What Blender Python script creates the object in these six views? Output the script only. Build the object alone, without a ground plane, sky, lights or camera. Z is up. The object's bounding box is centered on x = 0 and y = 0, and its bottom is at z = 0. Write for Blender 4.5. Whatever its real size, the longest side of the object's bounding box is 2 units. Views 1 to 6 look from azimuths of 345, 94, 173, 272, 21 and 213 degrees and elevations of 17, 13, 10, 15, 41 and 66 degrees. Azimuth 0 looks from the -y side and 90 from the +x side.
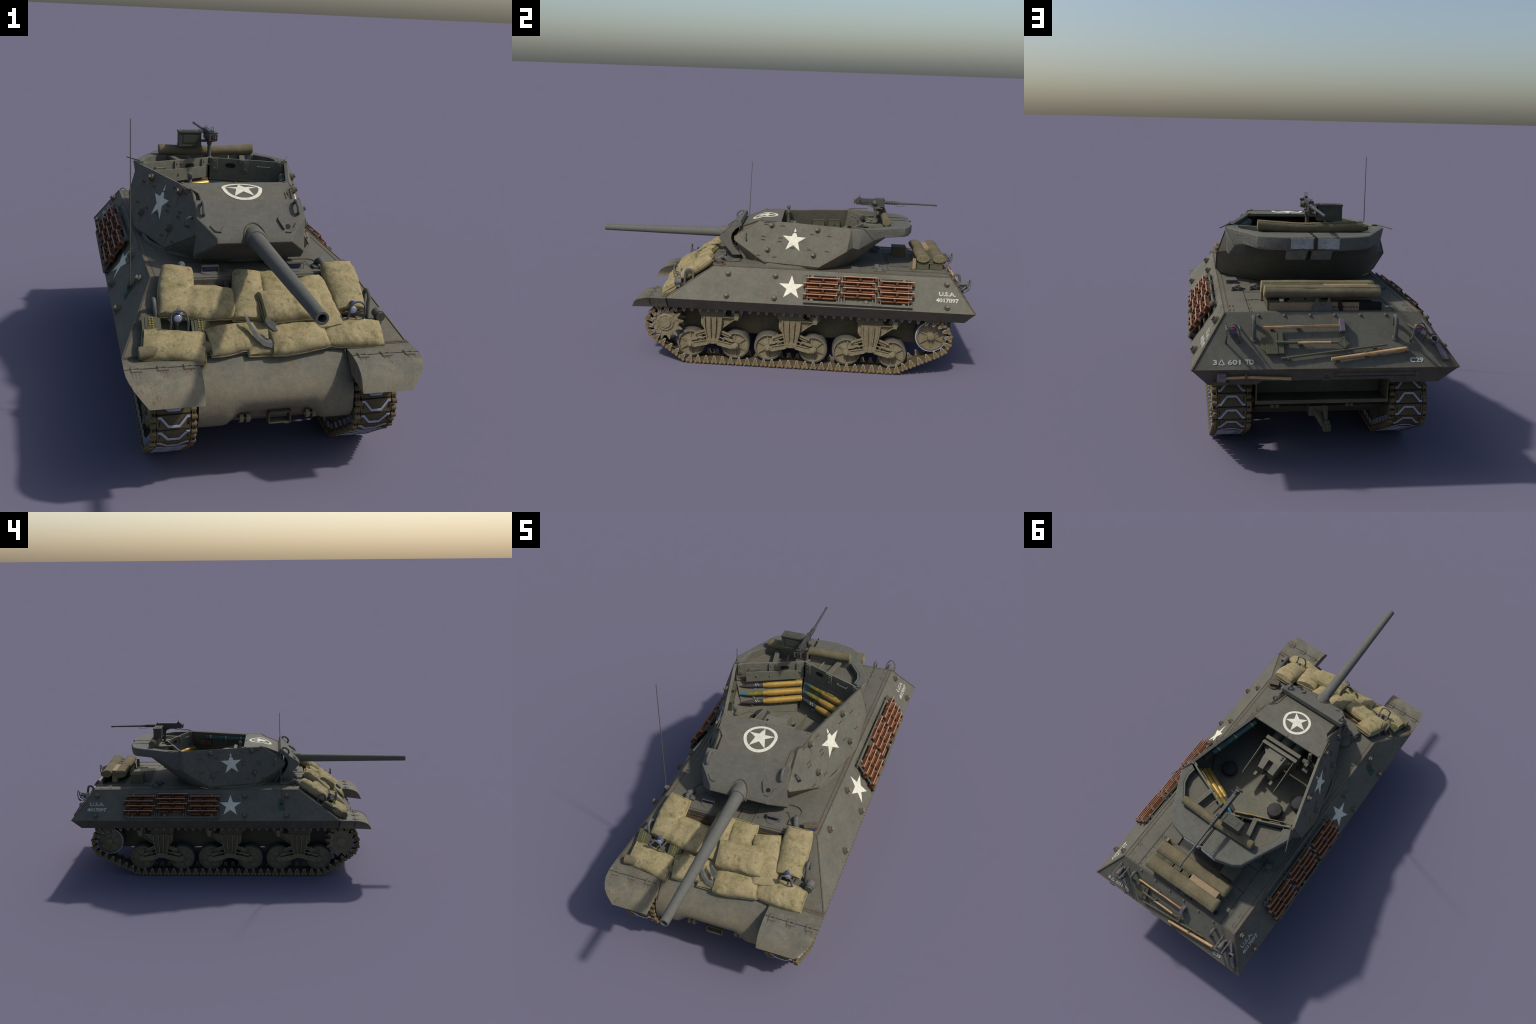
import bpy, bmesh, math, random
from mathutils import Vector, Matrix, noise

random.seed(7)
V = Vector
for o in list(bpy.data.objects):
    bpy.data.objects.remove(o)
COL = bpy.context.scene.collection

# ------------------------------------------------------------------ materials
def new_mat(name):
    m = bpy.data.materials.new(name)
    m.use_nodes = True
    nt = m.node_tree
    return m, nt, nt.nodes["Principled BSDF"]

class G:
    """small helper to wire shader nodes"""
    def __init__(s, nt):
        s.nt = nt
        s.tc = nt.nodes.new("ShaderNodeTexCoord")
    def link(s, a, b):
        s.nt.links.new(a, b)
    def node(s, t, **kw):
        n = s.nt.nodes.new(t)
        for k, v in kw.items():
            setattr(n, k, v)
        return n
    def coords(s, scale=(1, 1, 1)):
        mp = s.node("ShaderNodeMapping")
        mp.inputs["Scale"].default_value = scale
        s.link(s.tc.outputs["Object"], mp.inputs["Vector"])
        return mp.outputs[0]
    def noise(s, scale, detail=4, rough=.55, stretch=(1, 1, 1)):
        n = s.node("ShaderNodeTexNoise")
        n.inputs["Scale"].default_value = scale
        n.inputs["Detail"].default_value = detail
        n.inputs["Roughness"].default_value = rough
        s.link(s.coords(stretch), n.inputs["Vector"])
        return n.outputs[0]
    def rng(s, val, a, b, c=0., d=1.):
        n = s.node("ShaderNodeMapRange")
        n.inputs[1].default_value = a; n.inputs[2].default_value = b
        n.inputs[3].default_value = c; n.inputs[4].default_value = d
        s.link(val, n.inputs[0])
        return n.outputs[0]
    def math(s, op, a, b):
        n = s.node("ShaderNodeMath", operation=op)
        for i, v in enumerate((a, b)):
            if isinstance(v, (int, float)): n.inputs[i].default_value = v
            else: s.link(v, n.inputs[i])
        return n.outputs[0]
    def mix(s, fac, a, b, mode="MIX"):
        n = s.node("ShaderNodeMix", data_type="RGBA", blend_type=mode)
        for sock, v in ((n.inputs[0], fac), (n.inputs[6], a), (n.inputs[7], b)):
            if isinstance(v, (int, float)): sock.default_value = v
            elif isinstance(v, tuple): sock.default_value = (*v[:3], 1)
            else: s.link(v, sock)
        return n.outputs[2]
    def bump(s, h, strength, dist, bsdf):
        n = s.node("ShaderNodeBump")
        n.inputs["Strength"].default_value = strength
        n.inputs["Distance"].default_value = dist
        s.link(h, n.inputs["Height"])
        s.link(n.outputs[0], bsdf.inputs["Normal"])

def surface(name, base, var=.14, scale=14, rough=.75, metal=0., grain=.10, gscale=260,
            streak=0., dust=None, spots=None, bumps=(.15, .0015), spec=.2, rand=0., stretch=(1, 1, 1), bscale=90, k=.62, zdust=None, mottle=.10, mscale=55):
    """painted / cloth / metal surface: patchy base, fine grain, rust runs, dust patches"""
    m, nt, b = new_mat(name)
    g = G(nt)
    dim = lambda c: tuple(x * k for x in c)
    base = dim(base)
    lo = tuple(c * (1 - var) for c in base); hi = tuple(c * (1 + var) for c in base)
    col = g.mix(g.rng(g.noise(scale, 5, .6, stretch), .3, .7), lo, hi)
    if spots:                                   # (colour, scale, threshold, amount)
        for c, sc, th, am in spots:
            col = g.mix(g.rng(g.noise(sc, 5, .65, stretch), th, th + .14, 0, am), col, dim(c))
    if dust:                                    # (colour, scale, threshold, amount)
        c, sc, th, am = dust
        col = g.mix(g.rng(g.noise(sc, 6, .6), th, th + .3, 0, am), col, dim(c))
    if zdust:                                   # road dust thrown up from below: (colour, z clean, z dusty, amount)
        c, z0, z1, am = zdust
        sp = g.node("ShaderNodeSeparateXYZ"); g.link(g.tc.outputs["Object"], sp.inputs[0])
        wob = g.math("MULTIPLY", g.math("SUBTRACT", g.noise(16, 5, .65), .5), .16)
        col = g.mix(g.rng(g.math("ADD", sp.outputs[2], wob), z0, z1, 0, am), col, dim(c))
    if streak:                                  # rust running down the plates
        s1 = g.rng(g.noise(1, 3, .6, (120, 120, 8)), .53, .68)
        s2 = g.rng(g.noise(7, 3), .42, .60)
        col = g.mix(g.math("MULTIPLY", g.math("MULTIPLY", s1, s2), streak), col, dim((.20, .125, .065)))
    if mottle:                                  # finer blotches of faded and grubby paint
        mo = g.rng(g.noise(mscale, 4, .7), .32, .68, 1 - mottle, 1 + mottle)
        cm = g.node("ShaderNodeCombineColor")
        for i in range(3): g.link(mo, cm.inputs[i])
        col = g.mix(1., col, cm.outputs[0], "MULTIPLY")
    gr = g.noise(gscale, 2, .5)
    col = g.mix(1., col, g.mix(gr, (1 - grain * 2,) * 3, (1 + grain * 2,) * 3), "MULTIPLY")
    if rand:
        oi = g.node("ShaderNodeObjectInfo")
        f = g.rng(oi.outputs["Random"], 0, 1, 1 - rand, 1 + rand)
        cc = g.node("ShaderNodeCombineColor")
        for i in range(3): g.link(f, cc.inputs[i])
        col = g.mix(1., col, cc.outputs[0], "MULTIPLY")
    g.link(col, b.inputs["Base Color"])
    b.inputs["Roughness"].default_value = rough
    b.inputs["Metallic"].default_value = metal
    b.inputs["Specular IOR Level"].default_value = spec
    if bumps:
        g.bump(g.noise(bscale, 5, .65), bumps[0], bumps[1], b)
    return m

OL = (.172, .166, .130)
DUST = (.25, .215, .145)
M_olive = surface("olive_paint", OL, .12, 11, streak=.85, grain=.08)
M_cast = surface("cast_olive_paint", (.168, .164, .134), .10, 12, streak=.25, bumps=(.35, .003), grain=.07)
M_casting = surface("cast_counterweight_paint", (.165, .163, .136), .10, 20, bumps=(.6, .004), grain=.08, bscale=140)
M_barrel = surface("barrel_paint", (.165, .163, .140), .05, 10, grain=.03, bumps=(.05, .001))
M_inner = surface("interior_olive_paint", (.135, .130, .098), .12, 8, streak=.2, k=0.95)
M_nose = surface("dusty_nose_paint", (.185, .176, .138), .10, 10, zdust=((.285, .245, .160), .365, .27, .85), spots=[((.24, .15, .06), 18, .58, .55), ((.13, .13, .11), 40, .58, .5)], bumps=(.3, .002), k=0.62)
M_fend = surface("dusty_fender_paint", (.178, .171, .134), .08, 10, zdust=((.29, .255, .175), .375, .325, .85), streak=.9, k=0.62)
M_skirt = surface("dirty_skirt_paint", (.150, .138, .108), .14, 16, streak=.3, dust=((.19, .155, .11), 9, .42, .6))
M_hulllow = surface("muddy_lower_hull", (.135, .122, .078), .14, 12, dust=((.20, .17, .10), 8, .45, .6))
M_susp = surface("dusty_suspension", (.265, .222, .135), .16, 30, dust=((.16, .125, .07), 28, .55, .65), mottle=.22, mscale=90, grain=.08, k=0.62)  # dark brown blotches are painted crevice shade, laid over the tan dust
M_wheel = surface("dusty_road_wheel", (.265, .225, .140), .14, 30, dust=((.14, .11, .06), 30, .48, .7), mottle=.18, mscale=80, rand=.06)  # darker brown blotches over the tan discs
M_tyre = surface("worn_rubber_tyre", (.165, .155, .125), .10, 30, k=0.5)
M_pad = surface("track_rubber_pad", (.098, .078, .042), .12, 60, grain=.16, rand=.10, k=0.8)
M_link = surface("track_link_metal", (.135, .098, .045), .22, 60, dust=((.26, .20, .10), 50, .52, .7), rand=.10, k=0.85)
M_slot = surface("track_slot_black", (.012, .010, .008), .1, k=1)
M_steel = surface("worn_bright_steel", (.36, .36, .43), .10, 60, rough=.5, grain=.05, k=0.85)
M_weld = surface("rusty_weld", (.150, .112, .075), .25, 120, dust=((.19, .17, .13), 90, .5, .7))
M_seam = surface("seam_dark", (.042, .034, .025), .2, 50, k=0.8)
M_rust = surface("rust_run", (.165, .134, .096), .15, 60, k=0.66)
M_bolt = surface("worn_bolt_paint", (.195, .168, .125), .18, 40, k=0.72)
M_boss = surface("rusty_boss_paint", (.155, .135, .100), .2, 40, k=.62)
M_white = surface("white_paint", (.74, .72, .58), .05, 40, grain=.05, rough=.8, k=0.8)
M_letter = surface("white_stencil_paint", (.62, .61, .53), .16, 120, grain=.1, k=.66)  # white dimmed to match lettering on the unlit rear plate
M_faint = surface("faint_stencil_paint", (.185, .185, .165), .1, 80, k=0.62)
M_yellow = surface("yellow_stencil_paint", (.42, .36, .03), .1, 80, k=.55)
M_bag = surface("sandbag_burlap", (.415, .345, .185), .13, 16, rough=.95, grain=.16, gscale=420, spots=[((.24, .215, .08), 20, .53, .75), ((.44, .27, .16), 24, .58, .6), ((.15, .125, .065), 44, .57, .75)], mottle=.16, mscale=110, bumps=(.6, .002), spec=.1, bscale=380, k=0.66)
M_bagseam = surface("sandbag_seam", (.50, .44, .22), .1, 60, rough=.95, k=0.62)
M_canvas = surface("rolled_canvas", (.205, .175, .105), .16, 12, rough=.95, grain=.10, spots=[((.12, .10, .055), 16, .58, .6)], bumps=(.4, .003), spec=.1, k=0.66)  # base colour darkened for the shade the rolls lie in
M_canvasend = surface("canvas_roll_edge", (.31, .27, .15), .15, 60, rough=.95)
M_ply = surface("plywood_board", (.48, .33, .18), .10, 8, stretch=(1, 7, 1), bumps=(.1, .001), k=0.72)
M_crate = surface("crate_wood", (.36, .26, .155), .12, 12, stretch=(1, 9, 9), bumps=(.1, .001), k=0.7)
M_handle = surface("ash_tool_handle", (.46, .29, .135), .40, 24, stretch=(1, 9, 9), spots=[((.62, .52, .40), 30, .55, .8)], rough=.6, k=0.85)
M_toolsteel = surface("tool_steel", (.30, .26, .29), .25, 30, rough=.4, metal=.3, k=.6)
M_toolpaint = surface("olive_tool_paint", (.150, .142, .088), .10, 20)
M_grouser = surface("rusty_grouser", (.270, .098, .032), .16, 30, dust=((.36, .17, .09), 26, .55, .6), rand=.08, k=0.62)
M_grtop = surface("pale_grouser_edge", (.43, .26, .19), .14, 50, k=0.68)
M_grdark = surface("dark_grouser_recess", (.10, .038, .014), .2, 40, k=0.6)
M_gun = surface("gunmetal", (.088, .086, .080), .12, 40, rough=.5, metal=.25, k=0.75)
M_gunol = surface("gun_mount_olive", (.135, .130, .100), .1, 40)
M_grip = surface("reddish_grip", (.20, .10, .085), .1, 40)
M_mgcan = surface("grey_green_ammo_box", (.100, .102, .078), .10, 30)
M_can = surface("ammo_can_green", (.118, .116, .072), .10, 30, k=0.62)
M_brass = surface("brass_case", (.52, .33, .075), .12, 14, rough=.42, metal=.35, spec=.5, k=0.8)
M_shellk = surface("black_shell_head", (.055, .052, .056), .1, 30, rough=.6, k=0.9)
M_shello = surface("olive_shell_head", (.155, .140, .028), .12, 40, rough=.6, k=0.9)
M_shellb = surface("blue_fuze", (.055, .235, .37), .1, 40, rough=.5, k=0.9)
M_rubber = surface("black_seat", (.045, .043, .045), .1, 30, k=0.8)
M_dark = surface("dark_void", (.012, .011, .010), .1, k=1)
M_rack = surface("dark_timber", (.085, .060, .032), .3, 20, stretch=(1, 8, 8))
M_teal = surface("teal_cloth_bundle", (.05, .115, .105), .3, 30, k=0.8)
M_redp = surface("red_paint", (.40, .03, .03), .1, k=0.5)
M_green = surface("green_panel", (.03, .13, .07), .2, 40, k=0.7)
M_hook = surface("lifting_hook_paint", (.155, .153, .138), .08, 30)
def glass(name, c, rough=.12):
    m, nt, b = new_mat(name)
    b.inputs["Base Color"].default_value = (*c, 1)
    b.inputs["Roughness"].default_value = rough
    b.inputs["Coat Weight"].default_value = .6
    return m
M_blue = glass("blue_glass", (.03, .035, .10), .3)
M_bluel = glass("blue_blackout_lens", (.05, .10, .55), .3)
M_lens = glass("headlight_lens", (.30, .33, .46), .25)
M_redl = glass("red_tail_lens", (.45, .01, .03), .3)

# ------------------------------------------------------------------ mesh builder
class B:
    def __init__(s): s.bm = bmesh.new(); s.mi = 0
    def _tag(s, faces, mat):
        for f in faces: f.material_index = s.mi if mat is None else mat
    def verts(s, pts): return [s.bm.verts.new(V(p)) for p in pts]
    def face(s, vs, mat=None):
        try:
            f = s.bm.faces.new(vs)
        except ValueError:
            return None
        s._tag([f], mat); return f
    def poly(s, pts, mat=None): return s.face(s.verts(pts), mat)
    def prism(s, pts, vec, mat=None):
        a = s.verts(pts); b = s.verts([V(p) + V(vec) for p in pts]); n = len(pts)
        s.face(a, mat); s.face(list(reversed(b)), mat)
        for i in range(n): s.face([a[i], a[(i + 1) % n], b[(i + 1) % n], b[i]], mat)
    def hexa(s, lo, hi, mat=None):
        s.loft([lo, hi], mat=mat)
    def loft(s, rings, caps=True, mat=None, closed=True):
        R = [s.verts(r) for r in rings]; n = len(R[0])
        for a, b in zip(R, R[1:]):
            for i in range(n if closed else n - 1):
                s.face([a[i], a[(i + 1) % n], b[(i + 1) % n], b[i]], mat)
        if caps and closed:
            s.face(list(reversed(R[0])), mat); s.face(R[-1], mat)
    def box(s, c, size, rot=None, mat=None):
        M = rot if rot is not None else Matrix.Identity(3)
        h = V(size) / 2; c = V(c)
        q = lambda x, y, z: c + M @ V((x * h.x, y * h.y, z * h.z))
        s.loft([[q(-1, -1, -1), q(1, -1, -1), q(1, 1, -1), q(-1, 1, -1)],
                [q(-1, -1, 1), q(1, -1, 1), q(1, 1, 1), q(-1, 1, 1)]], mat=mat)
    def bar(s, p0, p1, w, h, up=(0, 0, 1), mat=None):
        p0 = V(p0); p1 = V(p1); d = (p1 - p0).normalized()
        x = d.cross(V(up)).normalized(); u = x.cross(d)
        r = lambda p: [p - x * w / 2 - u * h / 2, p + x * w / 2 - u * h / 2, p + x * w / 2 + u * h / 2, p - x * w / 2 + u * h / 2]
        s.loft([r(p0), r(p1)], mat=mat)
    @staticmethod
    def _axes(d):
        d = V(d).normalized()
        a = V((0, 0, 1)) if abs(d.z) < .9 else V((1, 0, 0))
        x = d.cross(a).normalized(); return x, d.cross(x)
    def ring(s, c, d, r, n, ph=0.):
        x, y = s._axes(d); c = V(c)
        return [c + x * (r * math.cos(2 * math.pi * i / n + ph)) + y * (r * math.sin(2 * math.pi * i / n + ph)) for i in range(n)]
    def cyl(s, p0, p1, r0, r1=None, seg=16, mat=None, ph=0.):
        d = V(p1) - V(p0)
        s.loft([s.ring(p0, d, r0, seg, ph), s.ring(p1, d, r0 if r1 is None else r1, seg, ph)], mat=mat)
    def lathe(s, org, axis, prof, seg=24, mat=None, caps=True):
        a = V(axis).normalized(); org = V(org)
        s.loft([s.ring(org + a * h, a, max(r, 1e-5), seg) for r, h in prof], mat=mat, caps=caps)
    def tube(s, pts, r, seg=8, mat=None, r1=None):
        pts = [V(p) for p in pts]; rings = []; n = len(pts)
        px = None
        for i, p in enumerate(pts):
            d = (pts[min(i + 1, n - 1)] - pts[max(i - 1, 0)]).normalized()
            if px is None: px, _ = s._axes(d)
            px = (px - d * px.dot(d)).normalized(); py = d.cross(px)
            rr = r if r1 is None else r + (r1 - r) * i / (n - 1)
            rings.append([p + px * (rr * math.cos(2 * math.pi * k / seg)) + py * (rr * math.sin(2 * math.pi * k / seg)) for k in range(seg)])
        s.loft(rings, mat=mat)
    def ball(s, c, r, mat=None, sc=(1, 1, 1), seg=12):
        rings = []
        for i in range(seg // 2 + 1):
            t = math.pi * i / (seg // 2); rr = max(math.sin(t), .02) * r
            rings.append([V(c) + V((rr * math.cos(2 * math.pi * k / seg) * sc[0], rr * math.sin(2 * math.pi * k / seg) * sc[1], -math.cos(t) * r * sc[2])) for k in range(seg)])
        s.loft(rings, mat=mat)
    def mesh(s, name, mats, smooth=35, merge=True):
        if merge: bmesh.ops.remove_doubles(s.bm, verts=s.bm.verts, dist=1e-6)
        bmesh.ops.recalc_face_normals(s.bm, faces=s.bm.faces)
        me = bpy.data.meshes.new(name); s.bm.to_mesh(me); s.bm.free()
        for m in (mats if isinstance(mats, (list, tuple)) else [mats]): me.materials.append(m)
        if smooth:
            me.polygons.foreach_set("use_smooth", [True] * len(me.polygons))
            me.set_sharp_from_angle(angle=math.radians(smooth))
        return me
    def obj(s, name, mats, parent, smooth=35, bevel=0., seg=2, stuff=False):
        return place(name, s.mesh(name, mats, smooth), parent, bevel=bevel, seg=seg, stuff=stuff)

def place(name, me, parent, M=None, bevel=0., seg=2, stuff=False):
    o = bpy.data.objects.new(name, me); COL.objects.link(o)
    if M is not None: o.matrix_world = M
    if parent is not None: o.parent = parent
    if bevel:
        md = o.modifiers.new("edge", "BEVEL"); md.width = bevel; md.segments = seg
        md.limit_method = "ANGLE"; md.angle_limit = math.radians(28); md.harden_normals = True
    if stuff: o["kind"] = "stuff"
    return o

def apply_mods(o):
    dg = bpy.context.evaluated_depsgraph_get(); dg.update()
    me = bpy.data.meshes.new_from_object(o.evaluated_get(dg), depsgraph=dg)
    o.modifiers.clear(); o.data = me

def frame(org, x, z):
    """4x4 with local x along x, local z along z"""
    x = V(x).normalized(); z = V(z).normalized(); y = z.cross(x).normalized(); x = y.cross(z)
    M = Matrix((x, y, z)).transposed().to_4x4(); M.translation = V(org); return M

def mir(p): return V((-p[0], p[1], p[2]))
SX = (1, -1)

root = bpy.data.objects.new("tank_destroyer", None); COL.objects.link(root)
root["label"] = "olive tracked tank destroyer with long gun, open turret and sandbags"
root["category"] = "military vehicle"

def text_on(name, txt, M, height, width, mat, parent, depth=.0006, bold=.0):
    cu = bpy.data.curves.new(name, "FONT"); cu.body = txt; cu.align_x = "CENTER"; cu.align_y = "CENTER"
    cu.extrude = .5 * depth; cu.offset = bold
    cu.size = 1.; cu.resolution_u = 3
    o = bpy.data.objects.new(name, cu); COL.objects.link(o)
    dg = bpy.context.evaluated_depsgraph_get(); dg.update()
    me = bpy.data.meshes.new_from_object(o.evaluated_get(dg), depsgraph=dg)
    bpy.data.objects.remove(o); bpy.data.curves.remove(cu)
    xs = [v.co.x for v in me.vertices]; ys = [v.co.y for v in me.vertices]
    sx = width / (max(xs) - min(xs)); sy = height / (max(ys) - min(ys))
    cx = (max(xs) + min(xs)) / 2; cy = (max(ys) + min(ys)) / 2
    for v in me.vertices: v.co = M @ V(((v.co.x - cx) * sx, (v.co.y - cy) * sy, v.co.z))
    me.materials.clear(); me.materials.append(mat)
    return place(name, me, parent)

def star_pts(r, rot=0., ri=.382):
    return [((r if k % 2 == 0 else r * ri) * V((-math.sin(k * math.pi / 5 + rot), math.cos(k * math.pi / 5 + rot), 0))) for k in range(10)]

# ================================================================== HULL
HT, HM, HL = .528, .370, .308          # deck, knuckle and skirt heights
hull = bpy.data.objects.new("hull", None); COL.objects.link(hull); hull.parent = root
RC, RR = V((0, .087, 0)), .262         # turret ring

b = B()
top = [(-.329, -.336, HT), (.329, -.336, HT), (.329, .875, HT), (-.329, .875, HT)]
mid = [(-.437, -.571, HM), (.437, -.571, HM), (.437, .995, HM), (-.437, .995, HM)]
low = [(-.394, -.556, .334), (.394, -.556, .334), (.394, .955, .334), (-.394, .955, .334)]
b.loft([low, mid, top])
upper = b.obj("upper_hull", [M_olive, M_inner], hull, smooth=0)
bv = upper.modifiers.new("edge", "BEVEL"); bv.width = .0018; bv.segments = 2; bv.limit_method = "ANGLE"; bv.angle_limit = math.radians(25); bv.harden_normals = True

# hanging skirts (inward sloping lower plates) left, right and rear
b = B(); th = .007
for s in SX:
    b.loft([[(s * x, y, z) for x, y, z in r] for r in (
        [(.4375, -.566, HM + .001), (.3855, -.566, HL), (.3855 - th, -.566, HL), (.4375 - 1.6 * th, -.566, HM - .003)],
        [(.4375, .9955, HM + .001), (.3825, .953, .307), (.3825 - th, .953 - th, .307), (.4375 - 1.6 * th, .9955 - 1.2 * th, HM - .003)])])
b.obj("sponson_skirt", M_skirt, hull, smooth=0, bevel=.001)
b = B()
rp = [(-.4365, .995, HM), (.4365, .995, HM), (.3815, .953, .307), (.225, .953, .307), (.208, .963, .322), (-.208, .963, .322), (-.225, .953, .307), (-.3815, .953, .307)]
b.prism([(x, y + .0006, z) for x, y, z in rp], V((0, -.834, .551)) * .009)
b.obj("rear_apron", M_skirt, hull, smooth=0, bevel=.001)

# deck front overhang with drivers' fascia
b = B()
b.prism([(-.285, -.3725, .5275), (-.285, -.330, .5285), (-.285, -.330, .488), (-.285, -.3725, .490)], (.57, 0, 0))
b.obj("driver_fascia", M_olive, hull, smooth=0, bevel=.003, seg=3)

# lower hull tub
b = B()
prof = [(-.60, .16), (-.52, .134), (.750, .133), (.850, .190), (.800, .205), (.800, .340), (-.60, .340)]
b.prism([(-.222, y, z) for y, z in prof], (.444, 0, 0))
for y in (-.50, -.09, .30, .70):       # vertical hull seams
    for s in SX: b.box((s * .2225, y, .235), (.004, .012, .19))
b.obj("lower_hull", M_hulllow, hull, smooth=0, bevel=.004)

# cast transmission nose
b = B()
pull = lambda c: [(y + .0225 * min(1, max(0, (-y - .572) / .035)), z) for y, z in c]
side = [(-.560, .372), (-.607, .374), (-.632, .356), (-.655, .335), (-.676, .314), (-.694, .290), (-.7025, .268), (-.7055, .243), (-.704, .213), (-.692, .190), (-.672, .173), (-.640, .160), (-.560, .142), (-.500, .138)]
cen = [(-.560, .372), (-.607, .374), (-.632, .356), (-.655, .335), (-.676, .314), (-.694, .290), (-.7025, .268), (-.703, .250), (-.693, .232), (-.676, .216), (-.664, .206), (-.655, .190), (-.570, .142), (-.500, .136)]
side = pull(side); rings = []
for i in range(33):
    x = -.231 + .462 * i / 32
    t = min(1, max(0, (abs(x) - .098) / .055)); t = t * t * (3 - 2 * t)
    rings.append([(x, c0[0] * (1 - t) + s0[0] * t, c0[1] * (1 - t) + s0[1] * t) for s0, c0 in zip(side, pull(cen))])
b.loft(rings)
b.obj("transmission_nose", M_nose, hull, smooth=50)
b = B()
b.box((0, -.588, .3745), (.446, .024, .007), Matrix.Rotation(math.radians(14), 3, "X"))
for s in SX: b.bar((s * .222, -.6005, .368), (s * .222, -.670, .292), .012, .005, up=(1, 0, 0))
b.obj("nose_flange", M_skirt, hull, smooth=0, bevel=.002)
b = B()
for x in (-.1, -.08, .101, .121):      # tow shackle lugs
    b.lathe((x - .006, -.648, .192), (1, 0, 0), [(.013, 0), (.013, .012)], 14)
    b.box((x, -.636, .190), (.012, .03, .024))
for x in (-.09, .111): b.cyl((x - .02, -.65, .192), (x + .02, -.65, .192), .004, seg=8)
b.obj("tow_lug", M_susp, hull, bevel=.001)
b = B()
b.box((.012, -.652, .210), (.066, .03, .003)); b.box((.012, -.652, .177), (.066, .03, .003))
for x in (-.020, .044): b.box((x, -.652, .1935), (.003, .03, .036))
b.obj("nose_step", M_hulllow, hull, smooth=0)

# front mud guards
fprof = [(-.571, .3715), (-.658, .3725), (-.690, .367), (-.713, .359), (-.731, .348), (-.744, .334), (-.760, .300)]
def skx(z): return .437 - (.370 - z) * (.052 / .062)
for s in SX:
    b = B(); t = .004
    rings = []
    for i, (y, z) in enumerate(fprof):
        dy = 0 if i < 2 else min(1, (i - 1) / 4)
        n = V((0, -dy, 1 - .6 * dy)).normalized() * t
        xo = min(skx(z), .437)
        rings.append([(s * .2265, y, z), (s * xo, y, z), (s * xo, y - n.y, z - n.z), (s * .2265, y - n.y, z - n.z)])
    b.loft(rings)
    # outer sloping side and inner vertical side
    out = [(y, z) for y, z in fprof] + [(-.571, .309)]
    for dx, f in ((0, lambda z: min(skx(z), .437)),):
        a = [(s * f(z), y, z - .0003) for y, z in out]
        b.prism(a, (-s * .005, 0, 0))
    inn = [(-.600, .373)] + fprof[1:] + [(-.661, .313)]
    b.prism([(s * .227, y, z - .0004) for y, z in inn], (s * .004, 0, 0))
    b.obj("front_mud_guard", M_fend, hull, smooth=30)
    b = B()
    b.box((s * .332, -.658, .3728), (.208, .0025, .0016))           # hinge line
    b.box((s * .4145, -.658, .340), (.0022, .0022, .055), Matrix.Rotation(s * math.radians(40), 3, "Y"))
    b.obj("mud_guard_hinge_gap", M_seam, hull, smooth=0)
    b = B()
    b.box((s * .332, -.576, .3722), (.205, .010, .003)); b.box((s * .332, -.588, .3722), (.205, .004, .002))
    b.obj("mud_guard_joint_strip", M_weld, hull, smooth=0)
    b = B(); w_ = B()
    for k, x in enumerate((.258, .331, .404)):
        R1 = Matrix.Rotation(math.radians(9), 3, "X")
        b.box((s * x, -.6505, .3738), (.028, .009, .003)); b.box((s * x, -.6665, .3726), (.028, .009, .003), R1)
        w_.box((s * x, -.6505, .3730), (.032, .013, .002)); w_.box((s * x, -.6665, .3717), (.032, .013, .002), R1)
        for q in (-.010, .010): b.cyl((s * x + q - .005, -.658, .3746), (s * x + q + .005, -.658, .3746), .0026, seg=8)
        for j in range(5):
            xx = s * x + random.uniform(-.015, .015); y0 = -.672; L0 = random.uniform(.012, .032)
            w_.prism([(xx - .0014, y0, .3709), (xx + .0014, y0, .3709), (xx, y0 - L0, .3709 - L0 * .22)], (0, 0, -.0016))
    b.obj("mud_guard_hinge", M_fend, hull, smooth=0, bevel=.0008); w_.obj("hinge_rust", M_weld, hull, smooth=0)

# gap line between guard and side skirt
b = B()
for s in SX: b.loft([[(s * .4376, -.573, .371), (s * .4376, -.5655, .371), (s * .420, -.5655, .371), (s * .420, -.573, .371)],
                     [(s * .3857, -.571, .3085), (s * .3857, -.5635, .3085), (s * .37, -.5635, .3085), (s * .37, -.571, .3085)]])
b.obj("skirt_gap", M_dark, hull, smooth=0)

# welds and seams on the plates
b = B()
def weld(p, q, w=.006, h=.003): b.bar(p, q, w, h)
for s in SX:
    e0, e1 = V((s * .329, -.336, HT)), V((s * .437, -.571, HM))
    weld(e0 + V((-s * .004, 0, .0)), e1 + V((-s * .006, .0, .001)), .003, .003)
    inn0, inn1 = V((s * .3275, -.345, .5225)), V((s * .412, -.571, .3685))
    weld(e0 + V((-s * .016, .004, 0)), e0 + V((-s * .016, 1.20, 0)), .004, .002)
    weld(V((s * .329, .875, HT)), V((s * .437, .995, HM)), .006, .004)
    weld(e0 + V((0, .0, 0)), V((s * .329, .875, HT)), .003, .003)
weld((-.329, .870, HT), (.329, .870, HT), .004, .002)
weld((-.437, .9945, HM), (.437, .9945, HM), .005, .004)
weld((-.10, -.300, HT + .0005), (.06, -.300, HT + .0005), .004, .002)
b.obj("weld_bead", M_weld, hull, smooth=0, stuff=True)
b = B()
for s in SX:
    b.box((s * .245, .781, HT + .0005), (.0022, .185, .0016))
    b.box((s * .2, .690, HT + .0005), (.09, .0022, .0016))
    b.box((s * .245, .60, HT + .0005), (.0018, .18, .0014))
b.box((0, .566, HT + .0005), (.49, .002, .0014))
b.box((0, -.33, HT + .0008), (.0022, .05, .0016))
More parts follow.
